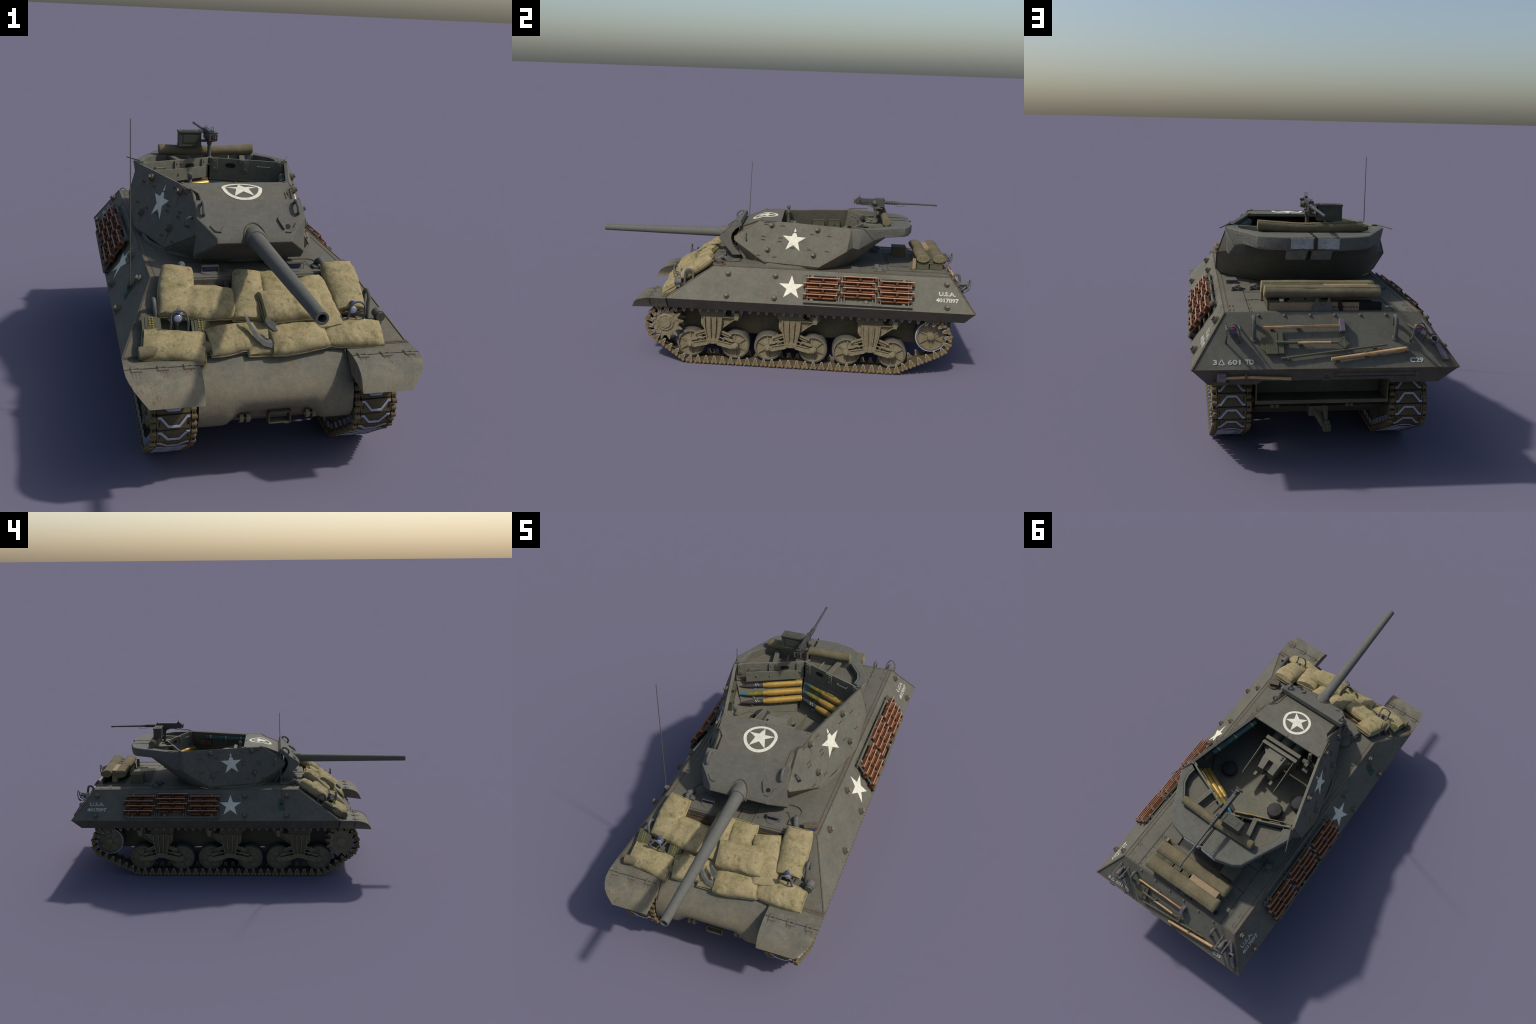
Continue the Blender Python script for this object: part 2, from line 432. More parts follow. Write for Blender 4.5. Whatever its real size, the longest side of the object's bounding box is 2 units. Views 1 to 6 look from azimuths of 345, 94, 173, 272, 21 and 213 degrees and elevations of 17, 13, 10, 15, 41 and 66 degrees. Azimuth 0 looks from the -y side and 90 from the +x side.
b.obj("deck_panel_seam", M_seam, hull, smooth=0, stuff=True)

# hatch covers with periscopes on the front deck
def arc(cx, cy, r, a0, a1, n, z): return [V((cx + r * math.cos(a0 + (a1 - a0) * i / n), cy + r * math.sin(a0 + (a1 - a0) * i / n), z)) for i in range(n + 1)]
for s in SX:
    b = B()
    cov = [V((.062, -.366, HT)), V((.225, -.366, HT))] + arc(.195, -.255, .035, 0, math.pi / 2, 6, HT) + arc(.095, -.255, .035, math.pi / 2, math.pi, 6, HT)
    cov = [V((s * p.x, p.y, HT - .001)) for p in cov]
    b.prism(cov, (0, 0, .0045))
    b.obj("driver_hatch", M_olive, hull, smooth=30, bevel=.0015)
    b = B()
    b.tube([V((s * p.x, p.y, HT + .0035)) for p in [V((.225, -.33, 0))] + arc(.195, -.252, .037, 0, math.pi / 2, 8, 0) + arc(.095, -.252, .037, math.pi / 2, math.pi, 8, 0)], .0022, 6)
    b.obj("hatch_weld", M_weld, hull)
    px, py = s * .14, -.312
    b = B()
    b.lathe((px, py, HT + .002), (0, 0, 1), [(.036, 0), (.036, .003), (.034, .0045), (.030, .0045)], 28)
    b.box((px, py + .004, HT + .014), (.044, .016, .019)); b.box((px, py - .006, HT + .0235), (.052, .022, .003), Matrix.Rotation(math.radians(-12), 3, "X"))
    for q in (-1, 1): b.tube([(px + q * .027, py - .018, HT + .005), (px + q * .027, py - .010, HT + .026), (px + q * .027, py + .008, HT + .024)], .0015, 6)
    b.tube([(px - .027, py - .010, HT + .027), (px + .027, py - .010, HT + .027)], .0015, 6)
    b.box((px, py - .0045, HT + .015), (.034, .003, .013), mat=1)
    b.box((px - s * .05, py - .010, HT + .006), (.028, .006, .006), Matrix.Rotation(s * .7, 3, "Z"))
    b.obj("hatch_periscope", [M_hook, M_blue], hull, bevel=.0008)
# third periscope at the corner, left side only has the ventilator
b = B()
b.lathe((.292, -.318, HT - .002), (0, 0, 1), [(.034, 0), (.034, .006), (.028, .010)], 24)
R = Matrix.Rotation(math.radians(22), 3, "Z")
b.box((.292, -.320, HT + .014), (.05, .022, .018), R); b.box((.290, -.316, HT + .022), (.054, .028, .003), R)
b.box((.2965, -.3325, HT + .013), (.038, .004, .010), R, mat=1)
b.obj("corner_periscope", [M_weld, M_blue], hull, bevel=.001)
# curved horn / spotlight housings beside the hatches
for s in SX:
    b = B()
    b.tube([(s * .236, -.335, HT), (s * .232, -.322, HT + .022), (s * .228, -.308, HT + .028), (s * .226, -.288, HT + .018), (s * .224, -.276, HT)], .0095, 12)
    b.ball((s * .229, -.309, HT + .026), .0125)
    b.box((s * .212, -.315, HT + .006), (.022, .028, .012)); b.tube([(s * .2, -.30, HT + .002), (s * .19, -.27, HT + .012), (s * .17, -.262, HT + .003)], .0015, 6)
    b.obj("deck_siren", M_hook, hull, bevel=.001)

# side armour bosses (big bolts)
bs = B()
bs.lathe((0, 0, -.002), (0, 0, 1), [(.0165, 0), (.0165, .003), (.0140, .004), (.0130, .0125), (.0118, .0140), (.0095, .0140), (.0095, .0115)], 20)
bs.cyl((0, 0, .010), (0, 0, .0205), .0086, .0080, seg=8, mat=1)
ME_boss = bs.mesh("armour_boss", [M_boss, M_bolt])
SN = V((.158, 0, .109)).normalized()
def side_pt(y, z, s=1): return V((s * (.437 - (z - .370) * (.108 / .158)), y, z))
boss_pos = [(-.261, .494), (-.261, .395), (-.017, .494), (-.017, .395), (.854, .495), (.854, .394), (.638, .4965), (.174, .4965), (.173, .391), (.448, .394), (.636, .389)]
for s in SX:
    for y, z in boss_pos:
        place("armour_boss", ME_boss, hull, frame(side_pt(y, z, s), (0, 1, 0), (s * SN.x, 0, SN.z)))

# grouser racks: three bays of four spare grousers a side
gb = B()
L = .172
gb.box((0, 0, .002), (L - .002, .023, .004), mat=2)
gb.box((0, .0105, .008), (L, .0030, .010), mat=0)                       # inner rail, flush with the upper edge
gb.box((0, .0090, .0195), (L, .0055, .0050), mat=0); gb.box((0, .0098, .0222), (L + .001, .0050, .0014), mat=1)
for x in (-.079, 0, .079):
    gb.box((x, .0105, .0130), (.011, .0044, .016), mat=1)
    gb.box((x, -.0005, .0105), (.011, .0215, .015), mat=2); gb.box((x, -.0055, .0155), (.0105, .010, .006), mat=2)
for x in (-.0395, .0395): gb.loft([[(x - .031, -.0110, .004), (x + .031, -.0110, .004), (x + .031, -.0015, .004), (x - .031, -.0015, .004)], [(x - .027, -.0095, .014), (x + .027, -.0095, .014), (x + .027, -.0040, .014), (x - .027, -.0040, .014)]], mat=0)
for x in (-.0825, .0825): gb.box((x, -.007, .010), (.006, .008, .012), mat=0)
ME_gr = gb.mesh("spare_grouser", [M_grouser, M_grtop, M_grdark], smooth=0)
for s in SX:
    for bay, (y0, z0) in enumerate(((.222, .486), (.410, .4985), (.596, .4865))):
        for r in range(4):
            z = z0 - r * .0245 - .004
            y = y0 + (.0065 if r % 2 == 0 else -.0065) * (1 if s > 0 else -1) + random.uniform(-.0006, .0006)
            P = side_pt(y, z - .0035, s) + V((s * SN.x, 0, SN.z)) * .0125
            M = frame(P, (0, s, 0), (s * SN.x, 0, SN.z))
            place("spare_grouser", ME_gr, hull, M)
    b = B(); N = V((s * SN.x, 0, SN.z))
    up = V((-s * SN.z, 0, SN.x))
    for z in (.504, .386):
        b.bar(side_pt(.132, z, s) + N * .016, side_pt(.680, z - .001, s) + N * .016, .004, .008, up=up)
    b.bar(side_pt(.132, .3805, s) + N * .009, side_pt(.680, .3805, s) + N * .009, .020, .003, up=up)
    for y in (.140, .152, .300, .312, .325, .338, .482, .495, .508, .520, .660, .674):
        b.bar(side_pt(y, .506, s) + N * .019, side_pt(y, .381, s) + N * .019, .0035, .006, up=(0, 1, 0))
    for y in (.150, .310, .335, .490, .515, .665):
        for z in (.502, .388): b.box(side_pt(y, z, s) + N * .008, (.018, .012, .008), Matrix((N, V((0, 1, 0)), N.cross(V((0, 1, 0))))).transposed())
    b.obj("grouser_rack", M_olive, hull, smooth=0)

# stars on the sides
for s in SX:
    b = B(); cy, cz = .068, .4465
    M = frame(side_pt(cy, cz, s), (0, s, 0), (s * SN.x, 0, SN.z))
    pts = [M @ (p + V((0, 0, -.0005))) for p in star_pts(.0665)]
    b.prism(pts, V((s * SN.x, 0, SN.z)) * .0012)
    b.obj("painted_star", M_white if s > 0 else M_white, hull, smooth=0)
    dy = 0 if s > 0 else -.005
    text_on("registration_text", "U.S.A.", frame(side_pt(.856 + dy, .4535, s), (0, s, 0), (s * SN.x, 0, SN.z)), .0225, .084, M_letter, hull, .0014, .035)
    text_on("registration_text", "4017897", frame(side_pt(.856 + dy, .4255, s), (0, s, 0), (s * SN.x, 0, SN.z)), .0225, .114, M_letter, hull, .0014, .035)
    b = B()                                 # stencil bridges
    for y, z, n in ((.856 + dy, .4255, 7), (.856 + dy, .4535, 3)):
        for k in range(n):
            yy = y + s * ((k + .5) / n - .5) * (.114 if n == 7 else .075)
            if n == 7 and k in (0, 2, 3, 6): continue
            b.bar(side_pt(yy, z + .011, s) + V((s * SN.x, 0, SN.z)) * .0008, side_pt(yy, z - .011, s) + V((s * SN.x, 0, SN.z)) * .0008, .0012, .0016, up=(0, 1, 0))
    b.obj("stencil_bridge", M_olive, hull, smooth=0)

# rain/rust runs from bosses
def run(b, P, down, nrm, L, w):
    P = V(P); d = V(down).normalized(); n = V(nrm).normalized(); x = d.cross(n)
    b.prism([P - x * w / 2 - n * .0004, P + x * w / 2 - n * .0004, P + d * L - n * .0004], n * .0008)
b = B()
for s in SX:
    N = V((s * SN.x, 0, SN.z)); dn = V((s * SN.z, 0, -SN.x))
    for y, z in boss_pos:
        for k in range(3): run(b, side_pt(y + random.uniform(-.011, .011), z - .010, s), dn, N, random.uniform(.010, .028 if z > .42 else .018), random.uniform(.0015, .003))
    for k in range(26):
        run(b, side_pt(random.uniform(-.30, .85), .526, s), dn, N, random.uniform(.006, .03), random.uniform(.001, .0022))
b.obj("rust_runs", M_rust, hull, smooth=0, stuff=True)

# pistol port with the aerial base on the right-hand (x-) side
N = V((-SN.x, 0, SN.z)); up = V((SN.z, 0, SN.x))
P = side_pt(-.231, .455, -1)
M = frame(P, (0, -1, 0), N)
b = B()
def arch(w, h, n=8): return [V((-w, -h, 0)), V((w, -h, 0))] + [V((w * math.cos(math.pi * i / n), h * .3 + h * .7 * math.sin(math.pi * i / n), 0)) for i in range(n + 1)]
b.prism([M @ (p + V((0, 0, -.001))) for p in arch(.0185, .036)], N * .004)
b.prism([M @ (p + V((0, 0, .0033))) for p in arch(.014, .030)], N * .0016, mat=1)
b.obj("aerial_port", [M_weld, M_green], hull, smooth=0)
b = B()
b.cyl(P + V((-.004, 0, -.016)), P + V((-.004, 0, .014)), .0085, .0075, seg=14); b.cyl(P + V((-.004, 0, .010)), P + V((-.004, 0, .020)), .0055, .003, seg=10)
b.obj("aerial_base", M_rubber, hull)
b = B(); b.tube([(-.3815, -.2315, .468), (-.3785, -.226, .73), (-.377, -.219, .9965)], .0026, 6, r1=.0014)
b.obj("whip_aerial", M_gunol, hull)

# fittings on the glacis
GO, GU, GN = V((0, -.571, .368)), V((0, .8266, .5628)), V((0, -.5628, .8266))
def gl(x, s, h=0.): return V((x, 0, 0)) + GO + GU * s + GN * h
for s in SX:
    b = B()                                 # headlight with brush guard
    c = V((s * .270, -.524, .462))
    b.lathe(c + V((0, .030, 0)), (0, -1, 0), [(.004, 0), (.011, .008), (.0145, .020), (.0145, .030), (.013, .0305)], 20)
    b.lathe(c + V((0, .001, 0)), (0, -1, 0), [(.0125, 0), (.010, .003), (.004, .0042)], 20, mat=1)
    b.cyl(c + V((0, .016, -.010)), gl(s * .27, .085), .005, seg=10)
    b.lathe(c + V((-s * .002, .014, .022)), (0, -1, 0), [(.003, 0), (.007, .006), (.007, .014)], 14)
    b.cyl(c + V((-s * .002, -.0002, .022)), c + V((-s * .002, -.002, .022)), .0055, seg=14, mat=2)
    b.obj("headlight", [M_hook, M_lens, M_bluel], hull)
    b = B()
    hoop = [gl(s * .27 - .026, .056, .003), V((s * .27 - .024, -.556, .462))] + [V((s * .272 + .024 * math.cos(t), -.556, .478 + .022 * math.sin(t))) for t in [math.pi * (1 - i / 10) for i in range(11)]] + [V((s * .27 + .026, -.556, .462)), gl(s * .27 + .028, .056, .003)]
    b.tube(hoop, .0034, 8)
    for q in (-1, 1):
        b.bar((s * .27 + q * .024, -.555, .466), gl(s * .27 + q * .025, .13, .002), .006, .003)
    b.obj("headlight_guard", M_hook, hull)
    b = B()                                 # lifting ring
    pts = [gl(s * .331, .096, 0), V((s * .332, -.490, .470))] + [V((s * (.334), -.468 + .021 * -math.cos(t), .482 + .022 * math.sin(t))) for t in [math.pi * i / 8 for i in range(9)]] + [gl(s * .335, .150, 0)]
    b.tube(pts, .0062, 10)
    b.obj("lifting_ring", M_hook, hull)
b = B()                                     # air-intake / siren on the x+ side
c = V((.357, -.523, .440))
b.cyl(c + V((0, .020, .004)), c + V((0, -.006, 0)), .0165, seg=20); b.cyl(c + V((0, -.006, 0)), c + V((0, -.016, -.001)), .0135, .015, seg=20)
b.cyl(c + V((0, -.016, -.001)), c + V((0, -.0165, -.001)), .0125, seg=20, mat=1)
b.box(c + V((0, -.0168, -.001)), (.002, .001, .025)); b.box(c + V((0, .004, -.018)), (.018, .02, .02))
b.obj("siren", [M_hook, M_weld], hull, bevel=.001)

# rear plate fittings
RO = V((0, .995, .371)); RN = V((0, .156, .12)).normalized(); RU = V((0, -.12, .156)).normalized()
def rpt(x, z, h=0.):
    t = (z - .371) / RU.z
    return V((x, 0, 0)) + RO + RU * t + RN * h
b = B()
for x in (.217, .131, .045, -.038, -.125, -.212): b.ball(rpt(x, .5185, .001), .0058, sc=(1, 1, 1), seg=10)
b.obj("rear_plate_rivet", M_bolt, hull)
for s in SX:
    b = B()
    c = V((s * .305, .930, .492))
    b.lathe(c, (0, 1, 0), [(.004, -.012), (.0075, 0), (.0125, .016), (.0125, .032), (.011, .0325)], 18)
    b.box(c + V((0, .008, -.016)), (.022, .020, .008)); b.box(c + V((0, -.006, -.020)), (.012, .03, .02))
    b.ball(c + V((0, .0325, .003)), .0085, mat=1, sc=(1, .25, .45)); b.box(c + V((0, .033, -.006)), (.014, .001, .0035), mat=2)
    b.obj("tail_lamp", [M_hook, M_redl, M_bluel], hull)
    b = B()
    for q in (-1, 1):
        x = s * .305 + q * .021
        b.bar(rpt(x, .492), V((x, .978, .497)), .005, .003, up=(0, 0, 1)); b.bar(rpt(x, .442), V((x, .978, .480)), .006, .003, up=(0, 0, 1))
    hp = [V((s * .305 - .022, .972, .466)), V((s * .305 - .020, .978, .494)), V((s * .305 - .010, .979, .512)), V((s * .305, .979, .516)), V((s * .305 + .010, .979, .512)), V((s * .305 + .020, .978, .494)), V((s * .305 + .022, .972, .466))]
    b.tube(hp, .0028, 6)
    for q in (-1, 1): b.tube([hp[0] if q < 0 else hp[-1], rpt(s * .305 + q * .023, .444)], .0026, 6)
    b.obj("tail_lamp_guard", M_hook, hull, smooth=30)
    b = B()
    pts = [rpt(s * .234, .452, -.002), V((s * .235, .940, .478)), V((s * .235, .937, .500))] + [V((s * .2355, .920 + .016 * math.cos(t), .506 + .019 * math.sin(t))) for t in [math.pi * i / 6 for i in range(0, 7)]] + [V((s * .236, .903, .500)), rpt(s * .236, .493, 0)]
    b.tube(pts, .0068, 10); b.lathe(rpt(s * .234, .452, -.001), RN, [(.012, 0), (.011, .004), (.007, .006)], 14)
    b.obj("rear_lifting_hook", M_hook, hull)

def haft(b, p, q, r, mat=0, r1=None):
    p = V(p); q = V(q); b.tube([p, p.lerp(q, .25), p.lerp(q, .5), p.lerp(q, .75), q], r, 10, mat=mat, r1=r1)
def clip(b, P, w=.008, h=.02, mat=1):
    b.box(P, (w, h, h * .75), Matrix((V((1, 0, 0)), RU, RN)).transposed(), mat=mat)
tools = bpy.data.objects.new("pioneer_tools", None); COL.objects.link(tools); tools.parent = root
RM = Matrix((V((1, 0, 0)), RU, RN)).transposed()
b = B()                                     # sledge hammer
haft(b, rpt(.207, .481, .012), rpt(-.05, .484, .012), .0052)
b.box(rpt(-.056, .484, .012), (.018, .045, .024), RM, mat=2)
clip(b, rpt(.09, .4815, .008), .008, .016); clip(b, rpt(.175, .478, .004), .010, .01); b.box(rpt(-.063, .484, .010), (.006, .018, .026), RM, mat=1)
b.obj("sledge_hammer", [M_handle, M_toolpaint, M_toolsteel], tools, bevel=.002)
b = B()                                     # shovel
bl = [(.215, .438), (.213, .452), (.200, .463), (.168, .467), (.168, .411), (.200, .415), (.213, .424)]
b.prism([rpt(x, z, .006) for x, z in bl], RN * .004, mat=1)
b.prism([rpt(x, z, .006) for x, z in [(.198, .4675), (.160, .4675), (.160, .4085), (.198, .4085)]], RN * .007, mat=1)
b.prism([rpt(x, z, .005) for x, z in [(.1655, .468), (.142, .468), (.139, .410), (.1655, .410)]], RN * .006, mat=1)
haft(b, rpt(.165, .440, .012), rpt(.093, .438, .012), .0065, 1, .0045)
haft(b, rpt(.094, .438, .012), rpt(-.015, .438, .012), .0048); haft(b, rpt(-.014, .438, .012), rpt(-.04, .438, .012), .004, 1)
b.bar(rpt(-.036, .438, .012), rpt(-.060, .452, .012), .004, .006, up=RN, mat=1); b.bar(rpt(-.036, .438, .012), rpt(-.060, .424, .012), .004, .006, up=RN, mat=1); b.bar(rpt(-.060, .454, .012), rpt(-.060, .422, .012), .006, .006, up=RN, mat=1)
clip(b, rpt(.09, .439, .009), .008, .018)
b.obj("shovel", [M_handle, M_toolpaint], tools, bevel=.0008)
b = B()                                     # crow bar
haft(b, rpt(.151, .397, .008), rpt(-.202, .432, .008), .0036, 1); clip(b, rpt(.128, .399, .006), .008, .012); clip(b, rpt(-.157, .4275, .006), .008, .012)
b.obj("crow_bar", [M_handle, M_toolpaint], tools)
b = B()                                     # mattock handle
haft(b, rpt(-.012, .393, .010), rpt(-.264, .4195, .010), .0058, 0, .0072)
clip(b, rpt(-.127, .4065, .008), .009, .018); clip(b, rpt(-.030, .393, .005), .009, .012); b.box(rpt(-.267, .418, .008), (.005, .018, .016), RM, mat=1)
b.obj("mattock_handle", [M_handle, M_toolpaint], tools)
b = B()                                     # mattock head
b.loft([[rpt(-.329, .503, .006), rpt(-.327, .503, .010), rpt(-.331, .503, .010), rpt(-.332, .503, .006)],
        [rpt(-.340, .478, .006), rpt(-.340, .478, .016), rpt(-.350, .478, .016), rpt(-.350, .478, .006)],
        [rpt(-.352, .458, .006), rpt(-.352, .458, .016), rpt(-.362, .458, .016), rpt(-.362, .458, .006)]])
b.lathe(rpt(-.362, .443, .0), RN, [(.013, .002), (.015, .010), (.013, .022), (.010, .022), (.010, .020)], 16); b.lathe(rpt(-.362, .443, .0), RN, [(.0098, .020), (.0098, .0215)], 14, mat=2)
b.loft([[rpt(-.362, .436, .004), rpt(-.362, .436, .014), rpt(-.376, .436, .014), rpt(-.376, .436, .004)],
        [rpt(-.382, .392, .004), rpt(-.382, .392, .010), rpt(-.404, .396, .010), rpt(-.404, .396, .004)]])
b.box(rpt(-.394, .394, .004), (.024, .014, .012), RM, mat=1)
b.obj("mattock_head", [M_toolsteel, M_toolpaint, M_dark], tools, bevel=.001)
LN = V((0, .551 * 1.0, -.834)); LN = V((0, .834, -.551)); LU = V((0, .551, .834))
def lpt(x, z, h=0.): return V((x, .995 - (.371 - z) * (.042 / .064), z)) + LN * h
LM = Matrix((V((1, 0, 0)), LU, LN)).transposed()
b = B()                                     # axe under the rear lip
haft(b, lpt(.330, .347, .010), lpt(.25, .349, .010), .0048); haft(b, lpt(.25, .349, .010), lpt(.117, .340, .010), .0048, 0, .006)
b.box(lpt(.341, .347, .008), (.030, .034, .012), LM, mat=2); b.box(lpt(.342, .323, .006), (.048, .014, .012), LM, mat=1); clip(b, lpt(.263, .351, .008), .008, .016)
b.obj("felling_axe", [M_handle, M_toolpaint, M_toolsteel], tools, bevel=.001)
b = B()                                     # cleaning staff bracket and plug
b.bar(lpt(-.03, .350, .004), lpt(-.300, .350, .004), .012, .004, up=LN); b.bar(lpt(-.03, .337, .003), lpt(-.300, .337, .003), .004, .003, up=LN)
b.box(lpt(-.300, .349, .006), (.014, .020, .012), LM)
b.lathe(lpt(-.001, .339, 0), LN, [(.022, 0), (.020, .004), (.013, .005), (.011, .002)], 20); b.box(lpt(-.001, .337, .004), (.003, .018, .006), LM)
b.obj("rear_apron_fitting", M_skirt, hull, bevel=.0008)

text_on("unit_text", "3", frame(rpt(.362, .391), (-1, 0, 0), RN), .0175, .0135, M_letter, hull, .0014, .03)
text_on("unit_text", "601", frame(rpt(.301, .391), (-1, 0, 0), RN), .0175, .041, M_letter, hull, .0014, .03)
text_on("unit_text", "TD", frame(rpt(.252, .391), (-1, 0, 0), RN), .0175, .028, M_letter, hull, .0014, .03)
text_on("unit_text", "C29", frame(rpt(-.297, .391), (-1, 0, 0), RN), .0175, .045, M_letter, hull, .0014, .03)
text_on("faint_stencil_text", "SHOVEL", frame(rpt(.057, .430), (-1, 0, 0), RN), .006, .040, M_faint, hull, .0010)
text_on("faint_stencil_text", "MATTOCK", frame(rpt(-.170, .402), (-1, 0, 0), RN), .006, .046, M_faint, hull, .0010)
text_on("faint_stencil_text", "HANDLE", frame(rpt(-.172, .394), (-1, 0, 0), RN), .006, .040, M_faint, hull, .0010)
b = B()
P = rpt(.341, .391); x = V((-1, 0, 0))
tri = [P - RU * .008 - x * .0095, P - RU * .008 + x * .0095, P + RU * .0095]
for i in range(3): b.bar(tri[i], tri[(i + 1) % 3], .0032, .0012, up=RN)
b.obj("unit_triangle", M_letter, hull, smooth=0)

# exhaust deflector tray, tow pintle, rear lower fittings
b = B()
b.box((0, .890, .226), (.446, .040, .006)); b.box((0, .909, .229), (.452, .004, .013))
for s in SX: b.prism([(s * .220, .800, .333), (s * .220, .925, .322), (s * .220, .909, .224), (s * .220, .800, .224)], (s * .004, 0, 0))
b.box((0, .803, .27), (.436, .004, .13), mat=1); b.box((0, .855, .224), (.436, .10, .004))
b.box((0, .90, .318), (.07, .02, .008), mat=2)
b.obj("exhaust_deflector", [M_hulllow, M_skirt, M_grdark], hull, smooth=0, bevel=.001)
b = B()
b.box((.008, .872, .188), (.066, .040, .036)); b.bar((-.010, .885, .205), (-.014, .925, .158), .012, .012)
b.bar((.024, .885, .196), (-.006, .925, .150), .016, .016); b.box((-.014, .930, .146), (.026, .026, .024)); b.box((-.014, .932, .160), (.018, .016, .02))
b.tube([V((-.014, .944 + .011 * math.sin(t), .149 + .011 * math.cos(t))) for t in [2 * math.pi * i / 12 for i in range(13)]], .004, 6)
for x in (.166, .149, -.09, -.105): b.cyl((x, .868, .212), (x, .892, .208), .007, seg=10)
b.obj("tow_pintle", M_hulllow, hull, bevel=.0015)

# deck clutter: grille, fuel caps, tie-downs
b = B()
for i in range(58):
    x = -.155 + .31 * i / 57
    b.box((x, .628, HT + .002), (.0026, .094, .004))
b.box((0, .580, HT + .002), (.32, .004, .005)); b.box((0, .676, HT + .002), (.32, .004, .005))
for s in SX: b.tube([(s * .152, .682, HT), (s * .152, .679, HT + .010), (s * .156, .636, HT + .010), (s * .156, .633, HT)], .003, 6)
b.obj("engine_grille", M_hook, hull, smooth=30, stuff=True)
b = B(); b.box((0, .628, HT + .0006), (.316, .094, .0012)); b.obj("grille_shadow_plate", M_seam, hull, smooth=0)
for s in SX:
    b = B()
    for cx, cy in ((s * .268, .520), (s * .200, .508)):
        b.lathe((cx, cy, HT), (0, 0, 1), [(.020, 0), (.020, .006), (.016, .008), (.014, .016), (.008, .020)], 16)
        for a in range(3):
            t = a * 2.1 + s; b.bar((cx, cy, HT + .008), (cx + .034 * math.cos(t), cy + .034 * math.sin(t), HT + .003), .006, .006)
        b.box((cx + s * .012, cy + .020, HT + .008), (.012, .008, .014)); b.box((cx - s * .012, cy + .020, HT + .008), (.012, .008, .014))
    b.obj("fuel_filler_cap", M_hook, hull, bevel=.001)
b = B()
b.loft([[(.296, .372, HT), (.262, .372, HT), (.255, .412, HT), (.300, .412, HT)], [(.296, .372, HT + .018), (.262, .372, HT + .018), (.255, .412, HT + .014), (.300, .412, HT + .014)]])
b.box((.279, .4122, HT + .007), (.018, .002, .004), mat=1)
b.obj("deck_bracket", [M_hook, M_redp], hull, bevel=.002)
b = B()
for s in SX:
    for y in (.787, .842):
        for dx in (-.006, .006):
            for dy in (-.006, .006): b.ball((s * .303 + dx, y + dy, HT + .001), .003, seg=8)
    for y in (.70, .76, .82, .86): b.ball((s * .238, y, HT + .001), .0028, seg=8)
    for x in (.225, .195): b.ball((s * x, .683, HT + .001), .0028, seg=8); b.ball((s * x, .697, HT + .001), .0028, seg=8)
b.obj("deck_rivets", M_bolt, hull, stuff=True)
b = B()                                     # gun travel lock at the rear
hp = [V((.036, 0, 0)), V((.028, 0, .028)), V((.022, 0, .047)), V((.018, 0, .047)), V((.014, 0, .036)), V((.006, 0, .022)), V((-.002, 0, .020)), V((-.010, 0, .024)), V((-.016, 0, .036)), V((-.018, 0, .047)), V((-.023, 0, .047)), V((-.028, 0, .028)), V((-.036, 0, 0))]
b.prism([p + V((0, .866, HT - .001)) for p in hp], (0, -.008, 0))
b.obj("rear_travel_lock", M_hook, hull, smooth=0, bevel=.001)

# ================================================================== RUNNING GEAR
gear = bpy.data.objects.new("running_gear", None); COL.objects.link(gear); gear.parent = root
XC = .302
SPR, IDL = (-.588, .212), (.801, .206)
WY = [-.455, -.218, -.043, .193, .369, .606]; WZ, WR = .099, .0765
# wheels: outward axis is local +z
def wheel_mesh(name, R, w, hub, spokes, rimmat, tyre=True):
    b = B(); h = w / 2; e = .012
    b.lathe((0, 0, 0), (0, 0, 1), [(R - .010, -h), (R - .002, -h + .002), (R, -h + .006), (R, h - .006), (R - .002, h - .002), (R - .009, h)], 28, mat=1, caps=False)
    b.lathe((0, 0, 0), (0, 0, 1), [(R - .009, h), (R - .012, h + .001), (R - .014, h - .012), (R * .55, h - .013), (hub * 1.7, h - .008), (hub * 1.2, h - .004), (hub * 1.15, h + .004), (hub, h + .008), (hub * .5, h + .010), (.001, h + .0105)], 28, mat=0, caps=False)
    b.lathe((0, 0, 0), (0, 0, 1), [(R - .010, -h), (R - .014, -h + .004), (hub, -h + .006), (.001, -h + .006)], 28, mat=0, caps=False)
    if not tyre: b.lathe((0, 0, 0), (0, 0, 1), [(R - .0045, h - .003), (R - .0045, h + .0008), (R - .001, h + .0003), (R + .0005, h - .004)], 28, mat=2, caps=False)
    for k in range(spokes):
        a = 2 * math.pi * k / spokes + math.pi / 2
        d = V((math.cos(a), math.sin(a), 0))
        b.loft([[d * hub + V((0, 0, h - .002)) + q * .0035 * V((-d.y, d.x, 0)) - V((0, 0, r * .012)) for q, r in ((-1, 0), (1, 0), (1, 1), (-1, 1))],
                [d * (R - .013) + V((0, 0, h - .006)) + q * .0025 * V((-d.y, d.x, 0)) - V((0, 0, r * .012)) for q, r in ((-1, 0), (1, 0), (1, 1), (-1, 1))]], mat=0)
    for a in (2.6, 5.7): b.lathe((.55 * R * math.cos(a), .55 * R * math.sin(a), h - .014), (0, 0, 1), [(.006, 0), (.0055, .005), (.003, .005), (.003, .002)], 10, mat=0)
    return b.mesh(name, [M_wheel, rimmat, M_steel])
ME_road = wheel_mesh("road_wheel", WR, .076, .012, 6, M_tyre)
ME_idl = wheel_mesh("idler_wheel", .0815, .080, .017, 6, M_tyre, .0)
def axleM(s, y, z, rot=0., x=XC):
    return frame((s * x, y, z), (0, math.cos(rot), math.sin(rot)), (s, 0, 0))
for s in SX:
    for i, y in enumerate(WY): place("road_wheel", ME_road, gear, axleM(s, y, WZ, random.uniform(-.2, .2), .291))
    place("idler_wheel", ME_idl, gear, axleM(s, *IDL, .1, .288))
    b = B(); b.cyl((s * .21, *IDL), (s * .30, *IDL), .022, seg=14); b.cyl((s * .21, *SPR), (s * .30, *SPR), .05, seg=20)
    b.obj("axle_housing", M_hulllow, gear)
